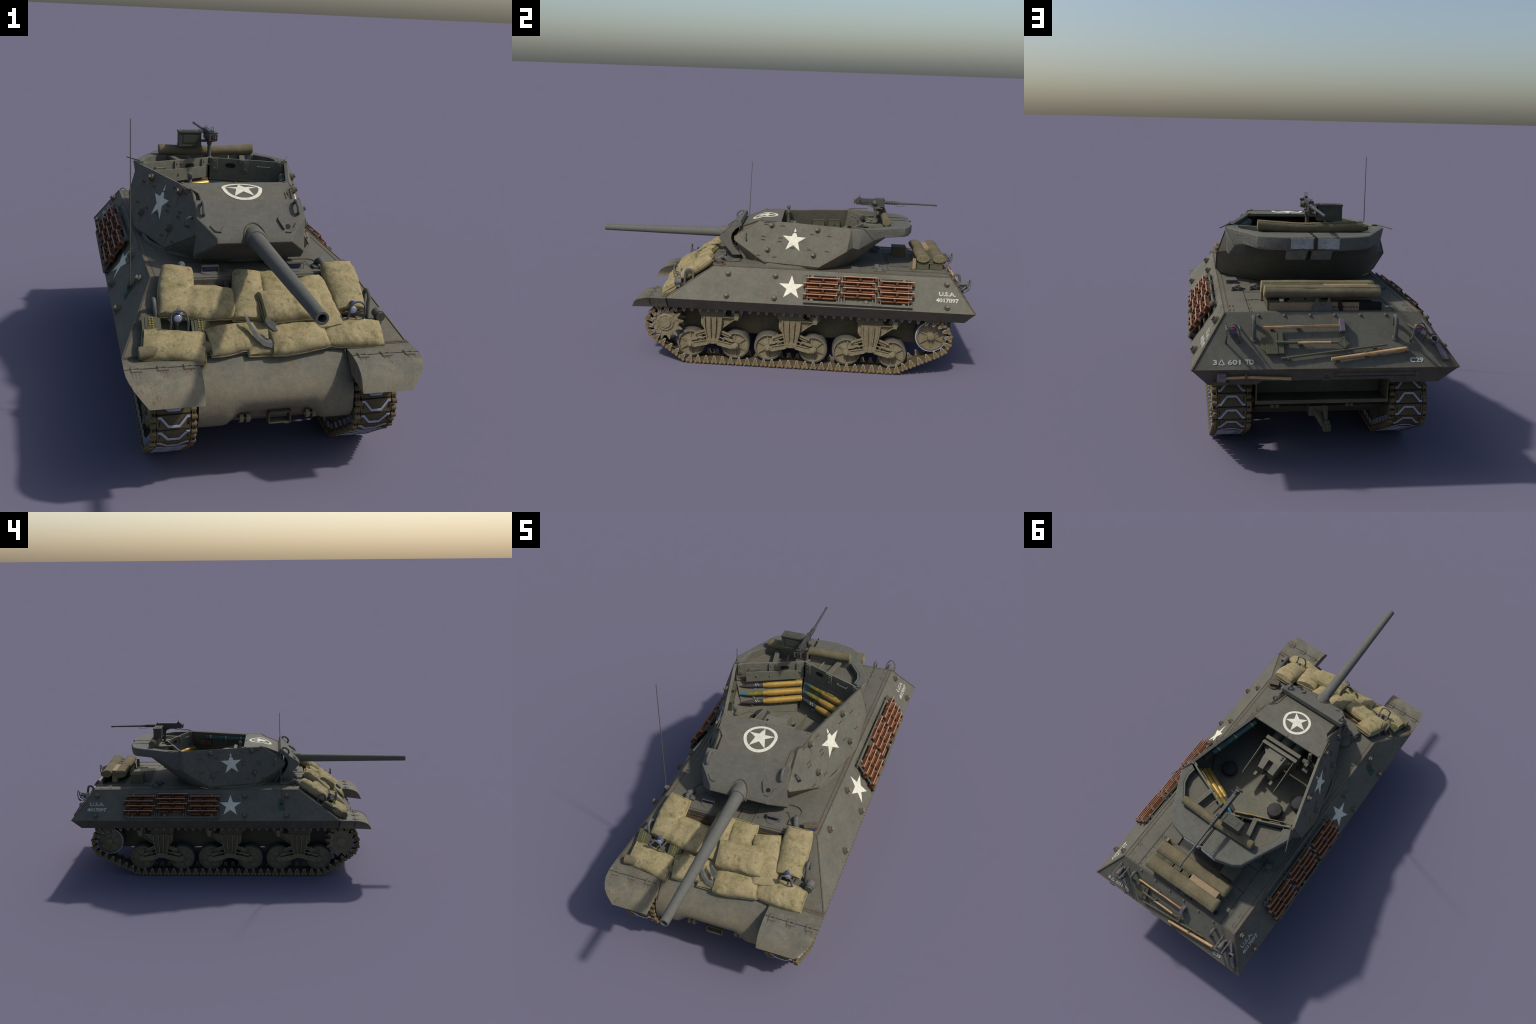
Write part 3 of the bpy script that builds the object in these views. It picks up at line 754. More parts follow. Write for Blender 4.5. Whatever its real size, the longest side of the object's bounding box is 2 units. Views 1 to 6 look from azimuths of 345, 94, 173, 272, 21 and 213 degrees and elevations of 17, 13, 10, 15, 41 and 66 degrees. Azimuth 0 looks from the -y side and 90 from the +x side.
# sprocket with two 13-tooth rings
b = B(); T = 13
for zc in (-.044, .040):
    pts = []
    for k in range(T):
        for da, r in ((-.5, .0655), (-.40, .067), (-.30, .074), (-.05, .0955), (.05, .0955), (.30, .074), (.40, .067)):
            a = 2 * math.pi * (k + da * .95) / T
            pts.append(V((r * math.cos(a), r * math.sin(a), zc)))
    b.prism(pts, (0, 0, .010), mat=0)
    if zc > 0:
        for k in range(T):
            a = 2 * math.pi * (k + .5) / T; a2 = 2 * math.pi * k / T
            b.lathe((.062 * math.cos(a), .062 * math.sin(a), zc + .010), (0, 0, 1), [(.009, 0), (.0085, .003), (.004, .0035)], 10, mat=0)
            b.cyl((.076 * math.cos(a2), .076 * math.sin(a2), zc + .009), (.076 * math.cos(a2), .076 * math.sin(a2), zc + .0125), .004, seg=8, mat=0)
b.lathe((0, 0, 0), (0, 0, 1), [(.046, -.05), (.046, .044), (.050, .048), (.044, .054), (.038, .056), (.032, .054), (.030, .058), (.026, .061), (.024, .059), (.012, .060), (.001, .060)], 32, mat=0)
for k in range(9):
    a = 2 * math.pi * k / 9; b.ball((.040 * math.cos(a), .040 * math.sin(a), .055), .0045, mat=0, seg=8)
ME_spr = b.mesh("drive_sprocket", [M_susp])
for s in SX: place("drive_sprocket", ME_spr, gear, axleM(s, *SPR, .12))

# bogie assembly, built for x+ at wheel-pair centre y = 0; mirrored through its matrix
def bogie():
    b = B()
    def pz(pts, x0, x1, mat=None): b.prism([(x0, y, z) for y, z in pts], (x1 - x0, 0, 0), mat)
    pz([(-.052, .255), (.052, .255), (.047, .190), (.040, .160), (.030, .112), (.020, .106), (-.020, .106), (-.030, .112), (-.040, .160), (-.047, .190)], .325, .3415)
    pz([(-.066, .254), (.066, .254), (.066, .208), (.052, .186), (-.052, .186), (-.066, .208)], .262, .330)
    for y in (-.046, -.0155, .0155, .046):       # ribs
        k = y / .046
        b.loft([[(.340, y - .0032, .256), (.360, y - .0032, .256), (.360, y + .0032, .256), (.340, y + .0032, .256)],
                [(.340, y - .0032 - k * .004, .195), (.359, y - .0032 - k * .004, .195), (.359, y + .0032 - k * .004, .195), (.340, y + .0032 - k * .004, .195)],
                [(.340, y * .62 - .0032, .132), (.355, y * .62 - .0032, .132), (.355, y * .62 + .0032, .132), (.340, y * .62 + .0032, .132)]])
    pz([(-.034, .137), (.034, .137), (.030, .110), (-.030, .110)], .340, .357)
    for y in (-.0165, .0165): b.lathe((.356, y, .123), (1, 0, 0), [(.009, 0), (.009, .004), (.006, .0045), (.006, .002)], 12)
    for y in (-.03, -.012, .012, .03): b.ball((.3575, y, .139), .0032, seg=8)
    # upper platform
    pz([(-.078, .300), (.064, .300), (.058, .256), (-.066, .256), (-.078, .272)], .222, .340, 1)
    # return roller and its bracket
    b.lathe((.262, .123, .272), (1, 0, 0), [(.020, 0), (.031, .002), (.031, .066), (.026, .070), (.010, .072)], 20, mat=2)
    b.box((.345, .123, .268), (.012, .028, .030)); b.box((.350, .123, .262), (.008, .020, .036))
    pz([(.050, .258), (.123, .255), (.110, .249), (.056, .198), (.050, .198)], .322, .328)
    b.bar((.338, .052, .254), (.338, .112, .254), .014, .005); b.bar((.338, .054, .200), (.338, .114, .246), .014, .005)
    b.bar((.330, .030, .298), (.330, .066, .262), .012, .006)
    # arms and levers
    for q in (-1, 1):
        yw = q * .1185
        pz([(yw - q * .010, WZ + .014), (q * .018, .128), (q * .018, .106), (yw - q * .006, WZ - .015)], .338, .354)
        b.bar((.357, yw - q * .02, WZ - .010), (.357, q * .026, .1075), .006, .006); b.bar((.357, yw - q * .02, WZ + .016), (.357, q * .026, .130), .006, .005)
        b.lathe((.320, yw, WZ), (1, 0, 0), [(.020, 0), (.020, .028), (.015, .034), (.010, .036), (.009, .043), (.004, .045)], 18)
        b.bar((.345, yw + q * -.010, WZ + .028), (.345, q * .058, .142), .012, .010); b.bar((.350, yw - q * .006, WZ + .030), (.350, yw - q * .038, WZ + .036), .016, .012)
        b.bar((.338, yw - q * .020, WZ + .056), (.338, q * .034, .180), .012, .009); b.bar((.330, q * .088, WZ + .046), (.330, q * .034, .165), .012, .012)
        b.ball((.345, yw - q * .026, WZ + .056), .0055, seg=8)
        b.bar((.354, q * .062, .138), (.354, q * .030, .150), .006, .006)
    b.cyl((.318, -.072, .170), (.345, -.072, .170), .005, seg=8)
    b.box((.300, 0, .148), (.07, .075, .05))
    return b.mesh("bogie_bracket", [M_susp, M_hulllow, M_tyre])
ME_bog = bogie()
for s in SX:
    for k in range(3):
        yc = (WY[2 * k] + WY[2 * k + 1]) / 2
        o = place("bogie_bracket", ME_bog, gear, Matrix.Translation((0, yc, 0)) @ Matrix.Diagonal((s, 1, 1, 1)), bevel=.001, seg=1)

# track path: tangent hull round sprocket, end road wheels and idler
circ = [(-.586, .207, .0995), (WY[0], WZ, .0885), (WY[5], WZ, .0885), (.798, .204, .0990), (.68, .260, .060), (-.43, .260, .060)]
path = []
def tangent(c0, c1):
    (x0, y0, r0), (x1, y1, r1) = c0, c1
    d = math.hypot(x1 - x0, y1 - y0); a = math.atan2(y1 - y0, x1 - x0); o = a - math.pi / 2 - 0 * d
    off = math.asin((r0 - r1) / d)
    n = a - math.pi / 2 + off
    return n
angs = [tangent(circ[i], circ[(i + 1) % len(circ)]) for i in range(len(circ))]
for i in range(len(circ)):
    x, y, r = circ[i]; a0 = angs[i - 1]; a1 = angs[i]
    while a1 < a0: a1 += 2 * math.pi
    n = max(2, int((a1 - a0) / .04))
    for k in range(n + 1):
        a = a0 + (a1 - a0) * k / n
        path.append(V((x + r * math.cos(a), y + r * math.sin(a))))
path.append(path[0].copy())
seg = [(path[i + 1] - path[i]).length for i in range(len(path) - 1)]
LEN = sum(seg); 
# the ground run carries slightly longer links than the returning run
g0 = next(i for i, p in enumerate(path) if abs(p.y - (WZ - .0885)) < 1e-4 and p.x < 0); LG0 = sum(seg[:g0]); LG = seg[g0]
STEPS = []
n = round(LG / .0515)
for i in range(n): STEPS.append((LG0 + (i + .5) * LG / n, LG / n))
n = round((LEN - LG) / .0435)
for i in range(n): STEPS.append((LG0 + LG + (i + .5) * (LEN - LG) / n, (LEN - LG) / n))
def at(d):
    d %= LEN
    for i, l in enumerate(seg):
        if d <= l: return path[i].lerp(path[i + 1], d / max(l, 1e-9))
        d -= l
    return path[-1]
# shoe: local x lateral (outboard +), y along travel, z outwards
b = B(); hw = .0470; P2 = .0440
b.box((0, 0, 0), (2 * hw, P2 - .0022, .013), mat=0)
b.box((0, 0, -.001), (2 * hw + .005, P2 - .012, .009), mat=1)
b.box((0, P2 / 2, -.001), (2 * hw - .004, .0045, .009), mat=3)
for q in (-1, 1): b.box((q * (hw - .0012), 0, .0064), (.0022, P2 - .004, .0012), mat=1)
chev = [(-.0455, .0155), (-.037, .0155), (-.0155, -.0120), (.0155, -.0120), (.037, .0155), (.0455, .0155)]
chev = [(x, -y) for x, y in chev]
def ribbon(pts, w, z0, z1, mat):
    L = []; R = []
    for i, p in enumerate(pts):
        p = V((*p, 0)); q0 = V((*pts[max(i - 1, 0)], 0)); q1 = V((*pts[min(i + 1, len(pts) - 1)], 0))
        d0 = (p - q0).normalized() if i else (q1 - p).normalized(); d1 = (q1 - p).normalized() if i < len(pts) - 1 else d0
        n = (V((-d0.y, d0.x, 0)) + V((-d1.y, d1.x, 0))).normalized(); kk = 1 / max(.5, n.dot(V((-d0.y, d0.x, 0))))
        L.append(p + n * w / 2 * kk); R.append(p - n * w / 2 * kk)
    for i in range(len(pts) - 1):
        q = [L[i], L[i + 1], R[i + 1], R[i]]
        b.loft([[v + V((0, 0, z0)) for v in q], [v + V((0, 0, z1)) for v in q]], mat=mat)
ribbon(chev, .0090, .004, .0070, 3)
ribbon(chev, .0068, .004, .0092, 2)
for q in (-1, 1):
    b.box((q * .0405, .0035, .0062), (.0030, .0115, .0012), mat=3)          # pad slots
    # end connector over the joint: two pin eyes and a recessed web
    yj = P2 / 2; x = q * .0575
    for dy in (-.0115, .0115): b.cyl((q * .0495, yj + dy, 0), (q * .0645, yj + dy, 0), .0088, seg=12, mat=1)
    for dy in (-.0115, .0115): b.cyl((q * .0645, yj + dy, 0), (q * .0662, yj + dy, 0), .0052, .0045, seg=10, mat=4)
    b.box((x, yj, -.0006), (.0110, .020, .0125), mat=1); b.box((x, yj, .0058), (.0070, .0085, .0008), mat=3)
    # guide tooth pointing inwards, with worn bright rim
    t = [V((0, yj - .0115, -.006)), V((0, yj + .0115, -.006)), V((0, yj + .0034, -.0320)), V((0, yj - .0034, -.0320))]
    b.prism([p + V((x - .003, 0, 0)) for p in t], (.006, 0, 0), mat=1)
    b.loft([[V((x - .006, yj - .015, -.006)), V((x + .006, yj - .015, -.006)), V((x + .006, yj + .015, -.006)), V((x - .006, yj + .015, -.006))],
            [V((x - .0045, yj - .012, -.0125)), V((x + .0045, yj - .012, -.0125)), V((x + .0045, yj + .012, -.0125)), V((x - .0045, yj + .012, -.0125))]], mat=1)
    for p, r in ((t[0].lerp(t[3], .3), t[3]), (t[3], t[2]), (t[2], t[1].lerp(t[2], .3))): b.bar(p + V((x, 0, 0)), r + V((x, 0, 0)), .0017, .0068, up=(1, 0, 0), mat=2)
ME_shoe = b.mesh("track_shoe", [M_pad, M_link, M_steel, M_slot, M_susp], smooth=30)
for s in SX:
    tr = bpy.data.objects.new("track", None); COL.objects.link(tr); tr.parent = root
    for d, pitch in STEPS:
        p0, p1 = at(d - pitch / 2), at(d + pitch / 2)
        c = (p0 + p1) / 2; t = (p1 - p0).normalized()
        y = V((0, t.x, t.y)); z = V((0, t.y, -t.x))
        x = V((1, 0, 0))
        M = Matrix((x, y * (pitch / P2), z)).transposed().to_4x4(); M.translation = V((s * XC, c.x, c.y))
        place("track_shoe", ME_shoe, tr, M)

# ================================================================== TURRET
tur = bpy.data.objects.new("turret", None); COL.objects.link(tur); tur.parent = root
PLN = {1: (.497, .264, -.394), -1: (.474, .274, -.366)}
def px(y, z, s=1): a, b_, c_ = PLN[s]; return a + b_ * y + c_ * z
TNS = {q: V((1, -PLN[q][1], -PLN[q][2])).normalized() for q in (1, -1)}
def tp(y, z, s=1, h=0.):
    p = V((px(y, z, s), y, z)) + TNS[s] * h
    return V((s * p.x, p.y, p.z))
plate = [(-.255, .655), (-.253, .637), (-.086, .545), (.200, .547), (.341, .639), (.361, .7515), (-.099, .7515), (-.125, .745)]
TH = .014
for s in SX:
    TN = TNS[s]; b = B()
    b.prism([tp(y, z, s) for y, z in plate], -V((s * TN.x, TN.y, TN.z)) * TH)
    b.obj("turret_side_plate", M_olive, tur, smooth=0, bevel=.0015)
    b = B()
    for (y0, z0), (y1, z1) in ((plate[7], plate[0]), (plate[0], plate[1]), (plate[1], plate[2]), (plate[6], plate[7]), (plate[3], plate[4]), (plate[4], plate[5])):
        b.bar(tp(y0, z0, s, -.001), tp(y1, z1, s, -.001), .0032, .0032, up=(1, 0, .3))
    b.obj("plate_edge_weld", M_weld, tur, smooth=0)
# roof
def roofz(y): return .7505 if y > -.11 else .7505 - (-.11 - y) * .40
b = B()
for s in SX:
    rp = [(0, -.006), (.196, -.006), (.176, -.107), (0, -.107)]
    b.prism([(s * x, y, roofz(y)) for x, y in rp], (0, 0, -.011))
    rp = [(0, -.107), (.170, -.107), (.146, -.135), (.143, -.230), (0, -.230)]
    b.prism([(s * x, y, roofz(y) + (.0004 if y > -.11 else 0)) for x, y in rp], (0, 0, -.011))
b.obj("turret_roof", M_olive, tur, smooth=0)
b = B()
for s in SX:
    b.tube([(s * .180, -.107, .7515), (s * .168, -.109, .7515), (s * .147, -.135, roofz(-.135)), (s * .144, -.222, roofz(-.222))], .003, 6)
    b.bar((s * .186, -.10, .748), (s * .196, -.008, .7505), .003, .003)
b.obj("roof_edge_weld", M_weld, tur)
b = B()
for x in (-.182, .002, .180): b.lathe((x, -.014, .750), (0, 0, 1), [(.005, 0), (.005, .003), (.003, .004)], 10)
b.obj("roof_bolt", M_bolt, tur)
# front block behind the mantlet
b = B()
b.loft([[(-.150, -.205, .5285), (.150, -.205, .5285), (.150, -.187, .5285), (-.150, -.187, .5285)],
        [(-.146, -.242, .60), (.146, -.242, .60), (.146, -.224, .60), (-.146, -.224, .60)],
        [(-.146, -.238, .664), (.146, -.238, .664), (.146, -.218, .664), (-.146, -.218, .664)],
        [(-.142, -.222, .697), (.142, -.222, .697), (.142, -.206, .700), (-.142, -.206, .700)]])
b.obj("turret_front", M_olive, tur, smooth=0, bevel=.002)
b = B()
for s in SX:                                # light coloured side steps beside the roof
    R0, R1, R2 = V((s * .141, -.233, roofz(-.233) - .010)), V((s * .144, -.136, roofz(-.136) - .010)), V((s * .168, -.108, .741))
    P0, P1, P2 = [tp(y, z, s, -.011) for y, z in ((-.252, .650), (-.127, .738), (-.100, .744))]
    dz = V((0, 0, -.02))
    for q in ((R0, P0, P1, R1), (R1, P1, P2, R2)): b.loft([[p + dz for p in q], list(q)])
    b.loft([[P0 + dz, R0 + dz, V((s * .141, -.233, .62)), V((s * .172, -.250, .62))], [P0 + dz + V((0, .012, 0)), R0 + dz + V((0, .012, 0)), V((s * .141, -.221, .62)), V((s * .172, -.238, .62))]])
b.obj("roof_shoulder", M_olive, tur, smooth=0)
# lower shell
ZB = .5285
b = B(); 
def quad(*p): b.poly(p)
for s in SX:
    m = lambda p: V((s * p[0], p[1], p[2]))
    tb, bf, br, rl = [V((px(y, z, s) - .001, y, z)) for y, z in ((-.252, .637), (-.086, .545), (.200, .547), (.341, .639))]
    tt, rt = V((px(-.254, .654, s) - .002, -.252, .654)), V((.297, .361, .7495))
    f0, f1, g0, g1 = V((0, -.246, .62)), V((.15, -.246, .62)), V((0, -.205, ZB)), V((.12, -.200, ZB))
    h1 = V((.154, -.177, ZB)); bfb = V((.250, -.080, ZB)); brb = V((.318, .197, ZB)); rb = V((.240, .304, ZB))
    for q in ([f0, f1, g1, g0], [f1, tb, h1, g1], [f1, tb, tt], [tb, bf, bfb, h1], [bf, br, brb, bfb], [br, rl, rb, brb]):
        b.poly([m(p) for p in q])
    Bt = [V((.293, .400, .641)), V((.238, .466, .642)), (V((.12, .504, .641))), V((0, .512, .640))]
    C2, C3 = V((.12, .568, .702)), V((0, .575, .702))
    base = [rb, V((.165, .365, ZB)), V((.080, .400, ZB)), V((0, .410, ZB))]
    A = [V((.300, .369, .646)), Bt[0], V((.272, .483, .690)), V((.240, .545, .704)), V((.203, .640, .705)), V((.17, .662, .705)), V((.09, .684, .705)), V((.0, .680, .705))]
    Tt = [V((.297, .361, .7495)), V((.309, .420, .7495)), V((.280, .483, .7495)), V((.250, .545, .7495)), V((.203, .643, .7495)), V((.17, .665, .7495)), V((.09, .686, .7495)), V((.0, .682, .7495))]
    b.poly([m(p) for p in (rl, A[0], A[1], rb)])
    b.poly([m(p) for p in (rl, rt, A[0])])
    for i in range(3): b.poly([m(p) for p in (Bt[i], Bt[i + 1], base[i + 1], base[i])])
    for i in range(7): b.poly([m(p) for p in (Tt[i], Tt[i + 1], A[i + 1], A[i])], mat=1)
    b.poly([m(p) for p in (A[1], A[2], Bt[1])], mat=1); b.poly([m(p) for p in (A[2], A[3], Bt[1])], mat=1)
    for q in ((A[3], A[4], C2), (A[4], A[5], C2), (A[5], A[6], C2), (A[6], A[7], C3, C2), (A[3], C2, Bt[2], Bt[1]), (C2, C3, Bt[3], Bt[2])): b.poly([m(p) for p in q], mat=1)
shell = b.obj("turret_shell", [M_olive, M_casting], tur, smooth=22)
sd = shell.modifiers.new("thick", "SOLIDIFY"); sd.thickness = .011; sd.offset = -1
bv = shell.modifiers.new("edge", "BEVEL"); bv.width = .004; bv.segments = 3; bv.limit_method = "ANGLE"; bv.angle_limit = math.radians(30)
# counterweight top slabs, split along the middle
for s in SX:
    b = B()
    pts = [(.004, .535), (.248, .535), (.201, .640), (.168, .6625), (.09, .684), (.020, .681), (.009, .677), (.004, .668)]
    b.prism([(s * x, y, .7512) for x, y in pts], (0, 0, -.05))
    rim = [(.294, .366), (.3065, .420), (.2785, .482), (.250, .540), (.205, .540), (.258, .470), (.268, .425), (.262, .385)]
    b.prism([(s * x, y, .7512) for x, y in rim], (0, 0, -.02))
    b.obj("counterweight_slab", M_casting, tur, smooth=30, bevel=.004, seg=3)
    b = B()                                  # open stowage bins in front of the slab
    b.poly([(s * x, y, .718) for x, y in ((.285, .375), (.27, .47), (.24, .535), (.004, .535), (.004, .475))])
    b.prism([(s * x, y, .690) for x, y in ((.262, .385), (.268, .425), (.258, .470), (.205, .540), (.199, .537), (.250, .468), (.260, .425), (.256, .388))], (0, 0, .0605))
    b.obj("stowage_bin", M_olive, tur, smooth=0)
    b = B(); b.bar((s * .125, .418, .742), (s * .150, .538, .742), .022, .016); b.obj("bin_divider", M_olive, tur, smooth=0, bevel=.002)
    b = B(); b.tube([(s * .075, .446, .748), (s * .085, .50, .752)], .003, 8); b.obj("bin_rod", M_bolt, tur)
    b = B()                                  # V-shaped rear wall, upper panel and sloping shell rack panel
    u0, u1 = V((s * .287, .3565, .751)), V((s * .004, .474, .751)); l0, l1 = V((s * .290, .355, .665)), V((s * .004, .474, .665)); d0, d1 = V((s * .236, .296, .531)), V((s * .004, .388, .531))
    nb = V((0, .008, 0))
    b.loft([[l0, l1, l1 + nb, l0 + nb], [u0, u1, u1 + nb, u0 + nb]])
    b.loft([[d0, d1, d1 + V((0, .008, -.004)), d0 + V((0, .008, -.004))], [l0, l1, l1 + V((0, .008, 0)), l0 + V((0, .008, 0))]])
    b.obj("turret_rear_wall", M_inner, tur, smooth=0, bevel=.001)
    b = B(); dv = (u1 - u0).normalized(); nn = V((dv.y, -dv.x, 0)) * (s); 
    if nn.y > 0: nn = -nn
    at_ = lambda t, z, h=0.: u0.lerp(u1, t) * 1 + V((0, 0, z - .751)) + nn * h
    for t in (.06, .52, .93):
        b.bar(at_(t, .748, .003), at_(t, .700, .003), .022, .006, up=nn)
        for z in (.738, .712): b.ball(at_(t, z, .007), .0032, seg=8)
    b.tube([at_(.20, .728, 0), at_(.20, .728, .012), at_(.36, .728, .012), at_(.36, .728, 0)], .0024, 6)
    b.bar(at_(0.0, .667, .002), at_(1, .667, .002), .006, .008, up=nn)
    b.obj("rear_wall_fitting", M_inner, tur, smooth=30)
    b = B()
    c0 = at_(.72, .724, .0)
    b.prism([c0 + dv * x + V((0, 0, z)) - nn * .012 for x, z in ((-.022, 0), (-.014, .009), (.014, .009), (.022, 0), (.014, -.009), (-.014, -.009))], nn * .0135)
    b.obj("wall_slot", M_dark, tur, smooth=0)
    if s < 0:
        b = B()
        b.prism([at_(.14, .722, .022), at_(.92, .722, .022), at_(.92, .678, .022), at_(.14, .668, .022)], nn * .004)
        b.prism([at_(.14, .672, .001), at_(.92, .680, .001), at_(.92, .676, .001), at_(.14, .668, .001)], nn * .022)
        for t in (.30, .50): b.ball(at_(t, .700, .028), .004, seg=8)
        b.obj("wall_tray", M_inner, tur, smooth=0, bevel=.001)
    # flag rods at the rear corners
    b = B(); b.tube([(s * .288, .372, .757), (s * .329, .473, .753)], .0026, 6, r1=.002); b.box((s * .286, .366, .753), (.02, .012, .006)); b.obj("corner_rod", M_gunol, tur)
    # latch leaf on the slab
    b = B(); b.box((s * .022, .548, .753), (.024, .010, .004)); b.obj("slab_latch", M_olive, tur, smooth=0)
# weathered white paint patches on the counterweight
b = B()
def patch(p00, p10, p11, p01, n, seed, h=.0010):
    nn = V(n).normalized(); K = 14
    edge = []
    P = [V(p00), V(p10), V(p11), V(p01)]
    for i in range(4):
        a, c = P[i], P[(i + 1) % 4]; ctr = sum(P, V()) / 4
        for k in range(K):
            q = a.lerp(c, k / K); edge.append(q + (ctr - q).normalized() * random.uniform(0, .0028))
    b.prism([q - nn * .003 for q in edge], nn * (.003 + h))
random.seed(3)
patch((.006, .6835, .747), (.089, .687, .747), (.089, .6855, .708), (.006, .6815, .708), (-.02, 1, 0), 1)
patch((-.006, .6835, .747), (-.087, .687, .747), (-.087, .6855, .708), (-.006, .6815, .708), (.02, 1, 0), 2)
for s in SX:
    q = lambda x, t: V((s * x, .574 + (.512 - .574) * t, .702 + (.640 - .702) * t))
    patch(q(.004, .08), q(.090, .08), q(.086, .98), q(.010, .98), (0, .71, -.71), 3, .0022)
M_patch = surface("flaked_white_paint", (.36, .37, .365), .2, 30, spots=[((.16, .16, .14), 80, .56, .8)], bumps=(.8, .004), k=.9)  # pale, faintly bluish grey with darker specks
b.obj("flaked_white_patch", M_patch, tur, smooth=0)
b = B(); b.box((0, .684, .728), (.005, .010, .050)); b.bar((0, .5735, .698), (0, .512, .642), .005, .005); b.box((0, .60, .7506), (.005, .13, .003)); b.obj("counterweight_split", M_seam, tur, smooth=0)

# plate fittings: bosses, tie-down eyes, lifting eyes, stars
eyes = [(-.084, .731), (.005, .731), (.070, .705), (.159, .703), (.249, .702), (-.095, .670), (-.097, .654), (-.005, .670), (-.007, .653), (.060, .628), (.149, .627), (.240, .628), (-.118, .574), (-.030, .574)]
eb = B()
for q in (-1, 1): eb.box((q * .0095, 0, .0006), (.006, .0055, .0025))
eb.tube([(-.0075, 0, 0), (-.007, .001, .0045), (0, .0015, .0055), (.007, .001, .0045), (.0075, 0, 0)], .0014, 6)
ME_eye = eb.mesh("tie_down_eye", M_weld)
rb_ = B()
for s in SX:
    TN = TNS[s]; N = V((s * TN.x, TN.y, TN.z)); fwd = V((s * PLN[s][1], 1, 0))
    dn = -(N.cross(fwd).normalized()); 
    if dn.z > 0: dn = -dn
    for y, z in eyes:
        place("tie_down_eye", ME_eye, tur, frame(tp(y, z, s), fwd, N))
        for q in (-1, 1): run(rb_, tp(y + q * .010, z - .003, s), dn, N, random.uniform(.010, .028), .0026)
    for y, z in ((-.053, .730), (.189, .728), (-.069, .607), (.173, .604)):
        place("armour_boss", ME_boss, tur, frame(tp(y, z, s), fwd, N))
        for k in range(4): run(rb_, tp(y + random.uniform(-.011, .011), z - .012, s), dn, N, random.uniform(.018, .05), .003)
    b = B(); c = tp(.0665, .6655, s); M = frame(c, s * fwd, N)
    b.prism([M @ (p + V((0, 0, -.0005))) for p in star_pts(.0655, 0)], N * .0012)
    b.obj("painted_star", M_white, tur, smooth=0)
    b = B()
    q0, q1 = tp(-.190, .674, s), tp(-.186, .643, s)
    b.tube([q0, q0 + N * .012, q0.lerp(q1, .25) + N * .018, q0.lerp(q1, .75) + N * .018, q1 + N * .012, q1], .0042, 8); b.obj("turret_lifting_eye", M_hook, tur)
rb_.obj("rust_runs", M_rust, tur, smooth=0, stuff=True)
# star in a ring on the roof; it follows the bend of the roof
b = B()
C = V((.005, -.102)); NR = 48
def rz(p): return V((p[0], p[1], roofz(p[1]) + .0002))
def roof_patch(poly):
    """clip a polygon at the roof bend and lay both halves on the plates"""
    for keep in (1, -1):
        out = []
        n = len(poly)
        for i in range(n):
            p, q = poly[i], poly[(i + 1) % n]
            ip, iq = (p[1] + .11) * keep >= 0, (q[1] + .11) * keep >= 0
            if ip: out.append(p)
            if ip != iq:
                t = (-.11 - p[1]) / (q[1] - p[1]); out.append((p[0] + (q[0] - p[0]) * t, -.11))
        if len(out) > 2: b.prism([rz(p) for p in out], (0, 0, .0009))
for i in range(NR):
    a0, a1 = 2 * math.pi * i / NR, 2 * math.pi * (i + 1) / NR
    roof_patch([(C.x + r * math.cos(a), C.y + r * math.sin(a)) for r, a in ((.069, a0), (.0565, a0), (.0565, a1), (.069, a1))])
sp = star_pts(.057, 0)
for i in range(10):
    p, q = sp[i], sp[(i + 1) % 10]
    roof_patch([(C.x, C.y), (C.x + p.x, C.y + p.y), (C.x + q.x, C.y + q.y)])
b.obj("roof_star", M_white, tur, smooth=0)

# gun mantlet
b = B()
TR, LI, MM, FE, FB, BO, BI = (.177, -.223, .7425), (.177, -.214, .717), (.179, -.2755, .6995), (.121, -.334, .6465), (.121, -.345, .630), (.181, -.279, .578), (.177, -.262, .553)
arc_ = [(.178, -.247, .695), (.1785, -.267, .669), (.179, -.271, .645), (.179, -.262, .614), (.179, -.241, .580), (.178, -.216, .556)]
vv = {}
def pt(p, s):
    k = (round(p[0] * s, 5), p[1], p[2])
    if k not in vv: vv[k] = b.bm.verts.new(V((p[0] * s, p[1], p[2])))
    return vv[k]
def F(*ps): b.face(ps)
L_ = [pt(TR, -1), pt(MM, -1), pt(FE, -1), pt(FE, 1), pt(MM, 1), pt(TR, 1)]
F(*L_)
F(pt(FE, -1), pt(FB, -1), pt(FB, 1), pt(FE, 1))
F(pt(FB, -1), pt(BO, -1), pt(BI, -1), pt(BI, 1), pt(BO, 1), pt(FB, 1))
F(pt(TR, -1), pt(TR, 1), pt(LI, 1), pt(LI, -1))
chain = [LI] + arc_
for i in range(len(chain) - 1): F(pt(chain[i], -1), pt(chain[i], 1), pt(chain[i + 1], 1), pt(chain[i + 1], -1))
F(pt(arc_[-1], -1), pt(arc_[-1], 1), pt(BI, 1), pt(BI, -1))
for s in SX:
    F(pt(MM, s), pt(FE, s), pt(FB, s), pt(BO, s))
    F(pt(TR, s), pt(MM, s), pt(arc_[1], s), pt(arc_[0], s), pt(LI, s))
    F(pt(MM, s), pt(BO, s), pt(arc_[3], s), pt(arc_[2], s), pt(arc_[1], s))
    F(pt(BO, s), pt(BI, s), pt(arc_[5], s), pt(arc_[4], s), pt(arc_[3], s))
b.obj("gun_mantlet", M_cast, tur, smooth=25, bevel=.004, seg=3)
MN = V((0, -.0945, .109)).normalized(); MN = V((0, -.65, .76)).normalized()
def mp(x, y, h=0.): return V((x, y, .7425 - (y * -1 - .223) * .865)) + MN * h
for s in SX:
    b = B()
    for y0 in (-.255,):
        p, q = mp(s * .155, -.270), mp(s * .153, -.236)
        b.tube([p, p + MN * .012, p.lerp(q, .25) + MN * .020, p.lerp(q, .75) + MN * .020, q + MN * .012, q], .0058, 8)
    b.obj("mantlet_lifting_ring", M_hook, tur)
b = B()                                     # coaxial port, sight guard and cast ridges
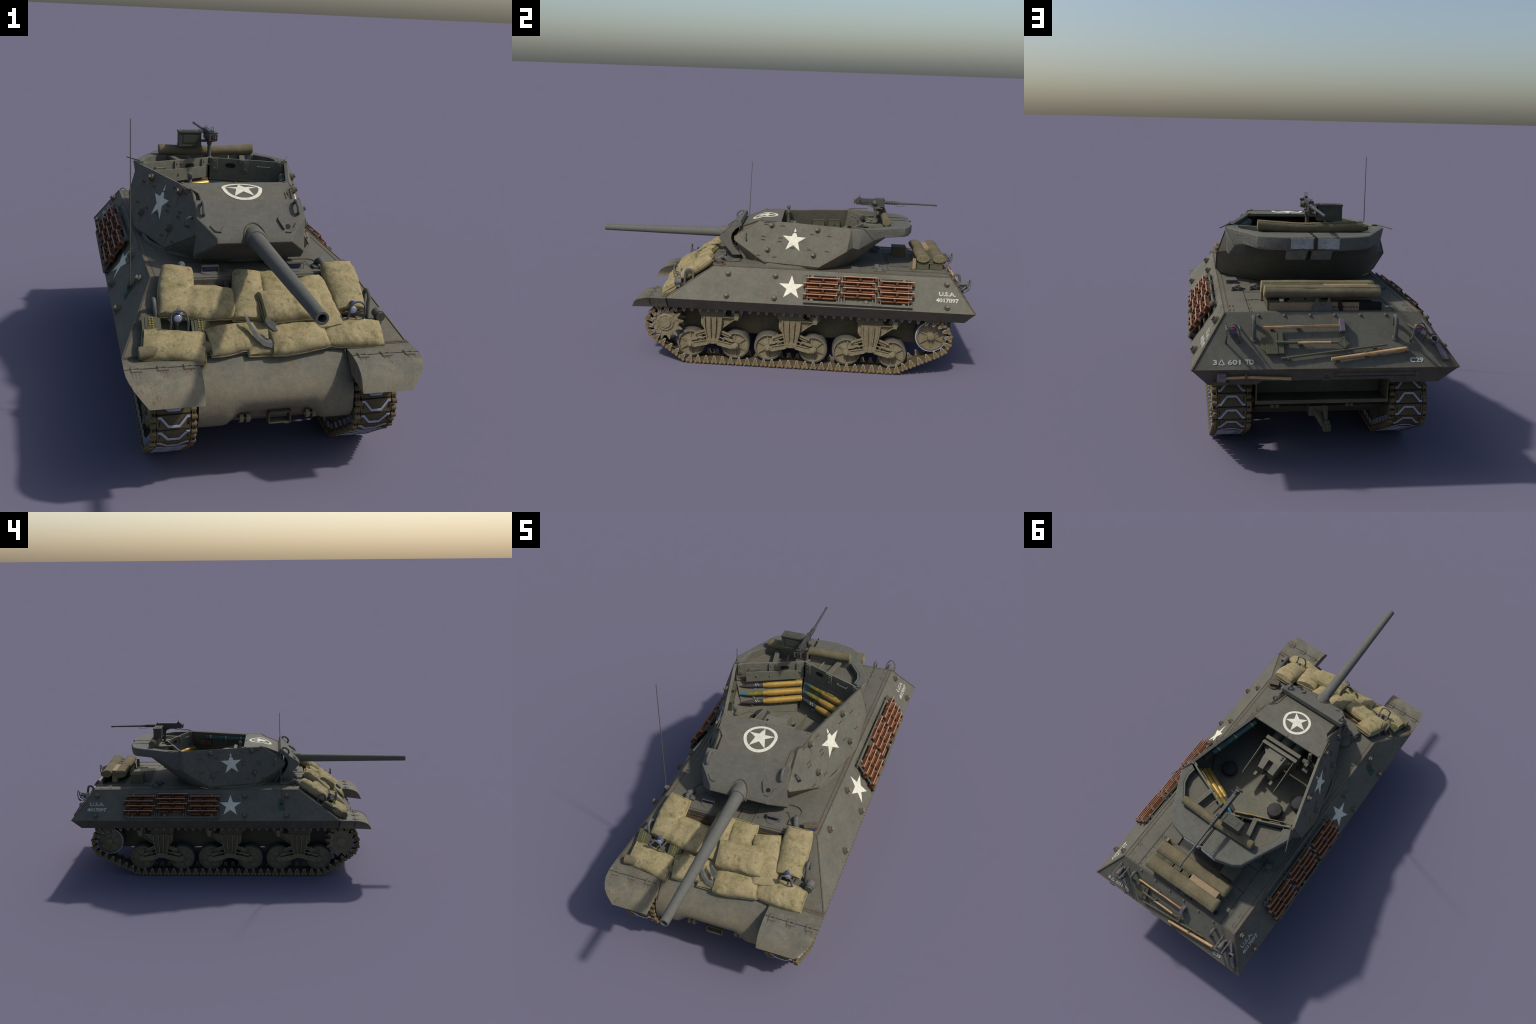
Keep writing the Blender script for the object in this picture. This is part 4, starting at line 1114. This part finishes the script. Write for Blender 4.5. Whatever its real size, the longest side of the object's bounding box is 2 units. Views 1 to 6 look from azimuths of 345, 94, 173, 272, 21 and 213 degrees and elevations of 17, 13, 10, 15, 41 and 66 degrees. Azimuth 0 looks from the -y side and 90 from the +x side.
b.cyl(mp(.113, -.306, -.004), mp(.113, -.306, .0015), .0088, seg=16, mat=1)
b.tube([mp(.104, -.322, .001), mp(.118, -.322, .002), mp(.132, -.313, .003), mp(.142, -.298, .001)], .0035, 8)
b.prism([mp(x, y, .001) for x, y in ((.083, -.287), (.088, -.278), (.098, -.278), (.094, -.288), (.104, -.312), (.098, -.316))], MN * .006)
b.tube([mp(-.138, -.300, .0005), mp(-.124, -.315, .002), mp(-.108, -.318, .0025), mp(-.093, -.303, .0005)], .004, 8)
b.obj("mantlet_port", [M_cast, M_dark], tur)
text_on("casting_mark_text", "24V E8475", frame(mp(-.088, -.262), (1, 0, 0), MN), .006, .038, M_weld, tur, .0016)
b = B()                                     # weld ring round the gun collar
x0, y0 = MN, V((1, 0, 0))
axis0 = V((0, -.3, .640))
pts = []
for i in range(25):
    a = -.35 + (math.pi + .7) * i / 24
    x, z = .036 * math.cos(a), .640 + .042 * math.sin(a)
    y = -.223 - (.7425 - z) / .865 if z > .646 else -.336 - (.646 - z) * .6
    pts.append(V((x, y - .001, z)))
b.tube(pts, .0032, 6); b.obj("collar_weld", M_weld, tur)

gun = bpy.data.objects.new("main_gun", None); COL.objects.link(gun); gun.parent = root
b = B()
ax = V((0, -1, -.006)).normalized()
o = V((0, -.28, .6415))
b.lathe(o, ax, [(.034, -.03), (.034, .045), (.0335, .066), (.030, .071), (.026, .0715)], 32)
b.obj("gun_collar", M_barrel, gun, smooth=40)
b = B()
end = .7203
b.lathe(o, ax, [(.012, .05), (.0262, .06), (.0262, .075), (.0168, end), (.0112, end + .0002), (.0108, end - .002), (.0105, end - .12)], 36, caps=False)
b.lathe(o, ax, [(.0105, end - .12), (.0001, end - .12)], 36, mat=1, caps=False)
b.obj("gun_barrel", [M_barrel, M_dark], gun, smooth=40)
# breech, recoil guard and cradle inside the turret
b = B()
b.loft([[(-.050, .055, .585), (.050, .055, .585), (.050, .055, .689), (-.050, .055, .689)], [(-.049, .120, .585), (.049, .120, .585), (.049, .120, .692), (-.049, .120, .692)]])
for q in (-1, 1):                            # the breech ring is slotted at the rear
    b.loft([[(q * .014, .120, .590), (q * .049, .120, .590), (q * .049, .120, .692), (q * .014, .120, .692)], [(q * .014, .172, .600), (q * .044, .172, .600), (q * .044, .172, .671), (q * .014, .172, .675)]])
    b.loft([[(q * .049, .060, .60), (q * .086, .062, .60), (q * .086, .062, .668), (q * .049, .060, .680)], [(q * .049, .105, .60), (q * .060, .085, .60), (q * .060, .085, .664), (q * .049, .105, .676)]])
    b.box((q * .046, .190, .615), (.014, .022, .012))
b.box((0, .140, .625), (.030, .045, .060), mat=0); b.cyl((0, .1635, .640), (0, .1642, .640), .010, seg=12, mat=1)
for y in (.075, .088): b.cyl((-.036, y, .689), (-.036, y, .6935), .0045, seg=10, mat=1)
b.obj("breech_block", [M_inner, M_dark], gun, smooth=0, bevel=.004)
b = B()
b.box((-.004, .058, .700), (.200, .012, .006)); b.box((-.004, .048, .696), (.196, .006, .010)); b.box((-.004, .052, .655), (.194, .008, .085))
for q in (-1, 1): b.prism([(q * .090, .055, .698), (q * .090, .222, .654), (q * .090, .234, .646), (q * .090, .226, .628), (q * .090, .190, .622), (q * .090, .055, .610)], (q * .004, 0, 0))
b.obj("recoil_guard", M_inner, gun, smooth=0, bevel=.001)
b = B()
for x in (-.06, 0, .06): b.cyl((x, -.2, .645), (x, .02, .645), .026 if x else .034, seg=18, mat=0)
b.box((0, .018, .640), (.20, .02, .09)); b.cyl((-.15, -.1, .63), (.15, -.1, .63), .04, seg=18)
b.obj("gun_cradle", M_inner, gun)

# turret floor furniture
inner = bpy.data.objects.new("fighting_compartment", None); COL.objects.link(inner); inner.parent = root
b = B(); b.cyl((0, .095, HT), (0, .095, HT + .0016), .300, seg=64); b.obj("floor_plate", M_inner, inner, smooth=0)
for x, y in ((.183, .222), (-.132, .275), (-.205, .178)):
    b = B()
    b.lathe((x, y, HT + .012), (0, 0, 1), [(.034, 0), (.040, .005), (.040, .020), (.034, .028), (.012, .033), (.001, .034)], 10); b.cyl((x, y, HT), (x, y, HT + .015), .012, seg=10)
    b.obj("crew_seat", M_rubber, inner)
b = B()                                     # ring gear
b.lathe((0, .095, HT), (0, 0, 1), [(.306, 0), (.306, .013), (.297, .013), (.297, 0)], 64, caps=False); b.obj("turret_ring", M_inner, inner)
b = B()                                     # panoramic sight
c = V((-.152, .017, .70))
b.cyl(c + V((0, 0, -.02)), c + V((0, 0, .005)), .010, seg=12); b.lathe(c + V((.006, 0, -.03)), (1, 0, 0), [(.012, -.03), (.014, -.01), (.014, .02), (.010, .03)], 16)
b.cyl(c + V((0, 0, .0)), c + V((0, 0, .04)), .0062, seg=10); b.lathe(c + V((0, 0, .038)), (0, 0, 1), [(.010, 0), (.010, .008), (.007, .012), (.006, .022), (.009, .026), (.009, .040), (.006, .043)], 12)
b.box(c + V((0, -.008, .070)), (.010, .006, .008), mat=1); b.box(c + V((.004, .020, -.02)), (.018, .018, .03)); b.box(c + V((-.002, .030, -.05)), (.03, .03, .03)); b.cyl(c + V((-.02, .0, -.10)), c + V((-.02, 0, -.02)), .014, seg=12)
b.obj("panoramic_sight", [M_gunol, M_blue], inner)
# stowage boxes and cloth bundle along the inner walls
def inwall(y, z, s, h): return tp(y, z, s, -TH - h)
for y in (.180, .269):
    b = B(); M = frame(inwall(y, .672, -1, .014), (.239 * -1, 1, 0), (0, 0, 1))
    R = M.to_3x3()
    b.box(M.translation, (.068, .030, .046), R); b.box(M.translation + V((0, 0, .024)), (.072, .034, .005), R); b.box(M.translation + R @ V((0, -.017, .004)), (.010, .006, .016), R)
    b.obj("stowage_box", M_can, inner, smooth=0, bevel=.001)
b = B(); pts = [inwall(y, .728, 1, .016) for y in (-.005, .06, .12, .18, .25)]
for k in range(6):
    a = k * math.pi / 3; b.tube([p + V((.008 * math.cos(a), 0, .008 * math.sin(a))) for p in pts], .0052, 7)
for t in (.02, .12, .22): q = inwall(t, .728, 1, .016); b.lathe(q - V((0, .004, 0)), (0, 1, 0), [(.0145, 0), (.0145, .008)], 12, mat=1)
b.obj("cloth_bundle", [M_teal, M_crate], inner)
b = B(); q = inwall(.255, .69, 1, .012); b.box(q, (.016, .07, .03), Matrix.Rotation(-.235, 3, "Z")); b.box(q + V((-.009, 0, 0)), (.002, .03, .02), Matrix.Rotation(-.235, 3, "Z"), mat=1)
b.obj("fire_extinguisher", [M_gunol, M_redp], inner, smooth=0)

# ready rounds lying on the sloping rear racks
def round_mesh(name, kind):
    b = B(); r = .0150
    b.lathe((0, 0, 0), (1, 0, 0), [(.002, 0), (r, .0005), (r + .0012, .002), (r + .0012, .005), (r, .006), (r, .010), (r, .145), (r - .001, .158), (r - .003, .168), (r - .003, .178)], 22, mat=0)
    if kind == 0: prof = [(r - .0038, .178), (r - .0035, .215), (r - .005, .240), (r - .009, .265), (.002, .286), (.0002, .288)]
    else: prof = [(r - .0038, .178), (r - .0035, .225), (r - .0055, .250)]
    b.lathe((0, 0, 0), (1, 0, 0), prof, 20, mat=1)
    if kind: b.lathe((0, 0, 0), (1, 0, 0), [(r - .0052, .250), (r - .006, .252), (.0015, .284), (.0002, .285)], 20, mat=2)
    for k, (xx, yy) in enumerate(((.198, .003), (.204, -.003), (.210, .004), (.213, -.002))):
        zz = math.sqrt((r - .0036) ** 2 - yy ** 2)
        b.box((xx, yy, zz), (.004, .004, .001), mat=3)
    return b.mesh(name, [M_brass, M_shellk if kind == 0 else M_shello, M_shellb, M_letter if kind == 0 else M_yellow], smooth=40)
ME_r = [round_mesh("gun_round", 0), round_mesh("gun_round", 1)]
wn = V((.3305, -.7987, .5029))
lay = {-1: [((-.288, .343, .636), (-.006, .462, .647), 0), ((-.283, .319, .607), (.002, .441, .619), 1), ((-.274, .297, .576), (.010, .421, .592), 0)],
       1: [((.024, .456, .647), (.288, .345, .634), 1), ((.016, .435, .619), (.280, .322, .604), 1), ((.018, .411, .594), (.272, .299, .576), 0)]}
for s in SX:
    for nose_, tail, kind in lay[s]:
        nose_ = V(nose_); tail = V(tail); d = (nose_ - tail).normalized(); tail = tail + d * (.014 if s > 0 else .0) + V((0, -.006, .002))
        up = V((s * -wn.x, wn.y, wn.z))
        up = (V((0, -.6, .8)) - d * d.dot(V((0, -.6, .8)))).normalized()
        place("gun_round", ME_r[kind], inner, frame(tail, d, up))
b = B()
for s in SX:
    for t in (.3, .75):
        for z0, y0 in ((.628, .012), (.599, -.012), (.569, -.034)):
            p = V((s * .287, .335, z0)).lerp(V((s * .01, .455, z0 + .012)), t) + V((0, y0 - .012, -.006)); b.box(p, (.014, .012, .006))
b.obj("round_clip", M_steel, inner, smooth=0)

# ---------------- machine gun
mg = bpy.data.objects.new("machine_gun", None); COL.objects.link(mg); mg.parent = root
b = B()
b.lathe((.004, .494, .742), (0, 0, 1), [(.018, 0), (.018, .006), (.010, .009), (.0078, .012), (.0078, .058), (.010, .060), (.010, .070)], 16); b.ball((.004, .485, .735), .012, seg=10)
b.box((.004, .500, .818), (.026, .040, .012)); b.box((-.020, .516, .812), (.05, .03, .006)); b.bar((.008, .478, .822), (.006, .455, .832), .012, .010)
b.lathe((.008, .487, .846), (1, 0, 0), [(.011, .004), (.013, .008), (.010, .022), (.004, .024)], 12)
b.obj("gun_pedestal", M_gunol, mg, bevel=.001)
b = B(); a = -.003
b.box((a, .463, .8445), (.017, .152, .030)); b.box((a, .463, .861), (.015, .152, .004)); b.box((a, .465, .829), (.012, .10, .004)); b.box((a, .392, .8455), (.021, .008, .034))
b.box((a + .0095, .430, .846), (.003, .085, .006)); b.box((a + .0095, .440, .838), (.003, .110, .004)); b.box((a, .539, .845), (.019, .005, .034)); b.box((a, .510, .826), (.020, .060, .010))
b.cyl((a, .539, .846), (a, .603, .845), .0092, .0088, seg=14); b.cyl((a, .603, .845), (a, .630, .8445), .0088, .0056, seg=14); b.cyl((a, .630, .8445), (a - .003, .823, .842), .0056, .0042, seg=12); b.cyl((a - .003, .806, .842), (a - .003, .8235, .842), .0052, seg=12)
for k in range(4):
    for q in range(6):
        t = q * math.pi / 3 + .3
        p = V((a, .553 + k * .0135, .8455)); d = V((math.cos(t), 0, math.sin(t)))
        b.cyl(p + d * .0080, p + d * .0094, .0026, seg=8, mat=1)
b.box((a, .405, .866), (.010, .016, .008)); b.tube([(a - .004, .404, .868), (a - .004, .404, .884), (a + .004, .404, .884), (a + .004, .404, .868)], .0011, 5); b.tube([(a - .003, .535, .862), (a - .003, .535, .870), (a + .003, .535, .870), (a + .003, .535, .862)], .0011, 5)
b.tube([(a, .604, .838), (a, .604, .829), (a, .650, .827), (a, .650, .834), (a, .636, .837)], .0011, 5)
b.tube([(a + .009, .408, .858), (a + .024, .408, .858)], .0034, 8)
b.box((a, .380, .855), (.030, .004, .004)); b.box((a, .380, .834), (.030, .004, .004)); b.cyl((a, .378, .846), (a, .390, .846), .005, seg=8)
for q in (-1, 1): b.cyl((a + q * .014, .379, .834), (a + q * .014, .379, .856), .0036, seg=10, mat=2)
b.obj("heavy_machine_gun", [M_gun, M_dark, M_grip], mg, smooth=40)
b = B()
b.box((-.0735, .5215, .8195), (.090, .046, .054)); b.box((-.0735, .5215, .8485), (.094, .050, .007)); b.box((-.0735, .5215, .8525), (.05, .026, .002)); b.box((-.0735, .5215, .7935), (.094, .049, .004))
b.box((-.0735, .4982, .8215), (.056, .002, .030)); b.box((-.0735, .5448, .8205), (.060, .002, .034)); b.box((-.0735, .5459, .8205), (.030, .0006, .018), mat=1)
b.obj("machine_gun_ammo_box", [M_mgcan, M_can], mg, smooth=0, bevel=.002)
b = B()
for k in range(6): b.cyl((-.032 + k * .0045, .505, .853 - .0006 * k * k), (-.032 + k * .0045, .540, .853 - .0006 * k * k), .0024, seg=8)
b.obj("cartridge_belt", M_gunol, mg)

# ================================================================== STOWAGE
stow = bpy.data.objects.new("stowage", None); COL.objects.link(stow); stow.parent = root
def roll(name, pts, r, seed, squash=1., parent=stow):
    """canvas roll along a spine with spiral ends"""
    b = B(); n = 28; seg = 20; spine = []
    pts = [V(p) for p in pts]
    for i in range(n + 1):
        t = i / n * (len(pts) - 1); k = min(int(t), len(pts) - 2); f = t - k
        p0, p1, p2, p3 = pts[max(k - 1, 0)], pts[k], pts[k + 1], pts[min(k + 2, len(pts) - 1)]
        spine.append(.5 * ((2 * p1) + (p2 - p0) * f + (2 * p0 - 5 * p1 + 4 * p2 - p3) * f * f + (3 * p1 - p0 - 3 * p2 + p3) * f ** 3))
    rings = []
    for i, p in enumerate(spine):
        ring = []
        for k in range(seg):
            a = 2 * math.pi * k / seg
            rr = r * (1 + .05 * noise.noise(V((i * .35 + seed * 9, math.cos(a) * 1.3, math.sin(a) * 1.3))) + .025 * math.sin(2 * a + i * .12))
            ring.append(p + V((0, rr * math.cos(a), rr * squash * math.sin(a))))
        rings.append(ring)
    b.loft(rings)
    for e, q in ((spine[0], -1), (spine[-1], 1)):
        d = (spine[0] - spine[1]).normalized() if q < 0 else (spine[-1] - spine[-2]).normalized()
        sp = []
        for k in range(70):
            a = k * .36; rr = r * (.94 - .88 * k / 70)
            sp.append(e + V((0, rr * math.cos(a), rr * squash * math.sin(a))) + d * .001)
        b.tube(sp, r * .055, 5, mat=1)
    # overlapping flap edge along the roll
    b.tube([p + V((0, r * .62, r * squash * .80)) for p in spine], r * .035, 5, mat=0)
    b.obj(name, [M_canvas, M_canvasend], parent, smooth=50)
roll("canvas_roll", [(.195, .748, .588), (.07, .746, .588), (-.07, .746, .587), (-.196, .742, .586)], .034, 1, .64)
roll("canvas_roll", [(.193, .831, .590), (.05, .830, .588), (-.09, .828, .588), (-.196, .829, .588)], .034, 2, .64)
roll("canvas_roll", [(.193, .544, .774), (.10, .546, .768), (.03, .549, .765), (-.06, .546, .767), (-.194, .543, .772)], .0205, 3, 1.02)
roll("canvas_roll", [(-.390, -.598, .392), (-.30, -.590, .392), (-.18, -.580, .391), (-.06, -.576, .394)], .019, 4)

def can(b, c, size, R=None, lid=0):
    R = R or Matrix.Identity(3); c = V(c)
    b.box(c, size, R); b.box(c + R @ V((0, 0, size[2] / 2)), (size[0] + .003, size[1] + .003, .005), R)
    b.box(c + R @ V((0, 0, size[2] / 2 + .0035)), (size[0] * .7, size[1] * .72, .002), R); b.box(c + R @ V((0, 0, size[2] / 2 + .0048)), (size[0] * .45, size[1] * .45, .0012), R)
b = B()
for x, y in ((.165, .748), (.165, .818), (.095, .818), (.045, .818), (.0, .818), (.095, .748), (.04, .748), (-.02, .748)): can(b, (x, y, HT + .017), (.040, .064, .030))
for x in (.085, .030): b.box((x, .842, .565), (.05, .012, .022))
for x in (.06, .115, .02, .165): can(b, (x, .789, .574), (.046, .024, .030))
b.box((-.142, .648, .5525), (.070, .075, .048), mat=1); b.box((-.142, .648, .578), (.074, .079, .004), mat=1)
b.obj("ammunition_can", [M_can, M_toolpaint], stow, smooth=0, bevel=.0012)
b = B()
b.box((-.093, .786, .566), (.155, .030, .074)); b.box((.025, .846, .5395), (.305, .014, .033)); b.box((.19, .702, .559), (.01, .018, .055))
b.obj("wooden_crate", M_crate, stow, smooth=0, bevel=.001)
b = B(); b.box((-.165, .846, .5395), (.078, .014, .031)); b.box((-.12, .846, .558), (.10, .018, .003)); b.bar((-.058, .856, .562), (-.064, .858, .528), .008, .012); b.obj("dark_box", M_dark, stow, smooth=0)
text_on("crate_text", "AMMUNITION", frame((-.045, .8532, .5395), (-1, 0, 0), (0, 1, 0)), .007, .15, M_seam, stow, .0008)

# plywood board, dark timbers behind the bags and the sandbags themselves
b = B()
Rg = Matrix((V((1, 0, 0)), GU, GN)).transposed()
b.box(gl(0, .082, .006), (.445, .255, .006), Rg)
b.obj("plywood_board", M_ply, stow, smooth=0, bevel=.001)
b = B()
b.box(gl(0, .222, .005), (.45, .022, .010), Rg); b.box(gl(0, .238, .004), (.45, .006, .016), Rg)
for x in (-.205, .205, 0, -.1, .1): b.box(gl(x, .232, .008), (.014, .03, .016), Rg)
b.obj("bag_rack_timber", M_rack, stow, smooth=0)
b = B(); b.box(gl(0, .232, .002), (.448, .05, .004), Rg); b.obj("rack_shadow_gap", M_dark, stow, smooth=0)  # black plate modelled as the shadow between board and fascia

def sandbag(x, s, L, W, ang, top, T=.05, seed=0, bend=0., tilt=0., h0=.0):
    """pillow of burlap lying on the glacis; ang turns it in the plate, top is its crown height"""
    b = B(); NU, NV = 30, 28; rings = []
    rng = random.Random(seed)
    ca, sa = math.cos(ang), math.sin(ang)
    for i in range(NU + 1):
        u = -1 + 2 * i / NU; au = abs(u)
        w = W * (1 - .07 * au ** 4) * (1 + .04 * math.sin(3 * u + seed)); t = T * (1 - .36 * au ** 4)
        ring = []
        for k in range(NV):
            a = 2 * math.pi * k / NV; cy, cz = math.cos(a), math.sin(a)
            yy = w / 2 * math.copysign(abs(cy) ** .62, cy); zz = t / 2 * math.copysign(abs(cz) ** .85, cz)
            xx = u * L / 2 * (1 + .06 * abs(cy) ** 4 * au) 
            nz = noise.noise(V((xx * 26 + seed * 3.7, yy * 30, zz * 20))) * .0042 + noise.noise(V((xx * 70 + seed, yy * 34, zz * 40))) * .0018
            wr = math.sin(xx * 130 + 7 * noise.noise(V((yy * 26, xx * 9, seed * 1.7)))) * .0022 * (.3 + abs(noise.noise(V((xx * 20, yy * 20, seed + 5.)))))
            zz2 = zz + (nz + wr) * (1 if cz > -.2 else .3) + bend * (u * u - .3)
            lx, ly = xx * ca - yy * sa, xx * sa + yy * ca
            ring.append(gl(x + lx, s + ly, top - T / 2 + zz2 + tilt * u))
        rings.append(ring)
    b.loft(rings)
    seam = []
    for i in list(range(NU + 1)): seam.append(rings[i][0])
    for i in reversed(range(NU + 1)): seam.append(rings[i][NV // 2])
    b.tube(seam + [seam[0]], .0016, 5, mat=1)
    b.obj("sandbag", [M_bag, M_bagseam], stow, smooth=60)
H = math.pi / 2
sandbag(-.264, .200, .178, .102, H - .17, 0.062, 0.06, 1)
sandbag(-.172, .152, .160, .118, -.10, 0.062, 0.054, 2)
sandbag(-.045, .172, .180, .100, H - .16, 0.064, 0.062, 3)
sandbag(.046, .165, .176, .106, H - .03, 0.062, 0.056, 4)
sandbag(.074, .112, .178, .114, .06, 0.094, 0.066, 5)
sandbag(.166, .130, .190, .112, H + .20, 0.064, 0.056, 6)
sandbag(.265, .190, .180, .110, H + .02, 0.068, 0.064, 7)
sandbag(.257, .024, .180, .098, -.06, 0.052, 0.058, 8)
sandbag(.080, 0.016, .172, .104, .10, 0.062, 0.062, 9)
sandbag(-.112, .026, .150, .098, .14, 0.054, 0.054, 10)
sandbag(-.030, 0.026, .115, .096, H, 0.044, 0.042, 12)
sandbag(-.287, .014, .176, .104, -.15, 0.053, 0.058, 11)
# ammunition cans beside the headlight
for x, s_ in ((-.346, .082), (-.203, .066)):
    b = B(); can(b, gl(x, s_, .016), (.052, .088, .030), Rg)
    b.obj("ammunition_can", M_can, stow, smooth=0, bevel=.0015)
    b = B()
    for k, (dx, n) in enumerate(((.004, 7), (-.005, 5))):
        for j in range(n): b.box(gl(x + dx, s_ + .026 - j * .006, .0388), (.0042, .0032, .0006), Rg)
    b.obj("can_marking", M_yellow, stow, smooth=0)
# gun travel crutch on the glacis: crescent cradle
b = B()
cr = [(-.079, -.548, .466), (-.074, -.566, .447), (-.058, -.588, .416), (-.032, -.601, .394), (.006, -.606, .384), (.036, -.603, .391), (.055, -.597, .409)]
wd = [.009, .011, .013, .016, .016, .012, .004]
rings = []
for (x, y, z), w in zip(cr, wd):
    o = V((x, y - .013, z + .005)); ctr = V((-.012, -.588, .440)); inw = (ctr - o).normalized() * w; dp = V((0, .012, .007))
    rings.append([o, o + inw, o + inw + dp, o + dp])
b.loft(rings)
fl = [(-.004, .002), (.026, -.008), (.020, -.018), (.026, -.026), (.015, -.033), (-.001, -.026), (-.008, -.012)]
fu = V((0, .62, .78)); fo = V((-.017, -.572, .466))
b.prism([fo + V((x, 0, 0)) + fu * z + V((0, -x * .5, -x * .3)) for x, z in fl], V((0, -.009, .007)))
b.loft([[(-.030, -.612, .376), (.026, -.614, .374), (.026, -.594, .378), (-.030, -.592, .380)], [(-.026, -.612, .396), (.022, -.614, .392), (.022, -.602, .396), (-.026, -.600, .400)]])
b.obj("gun_travel_crutch", M_hook, stow, smooth=30, bevel=.001)

for me in bpy.data.meshes:
    if me.users == 0: bpy.data.meshes.remove(me)
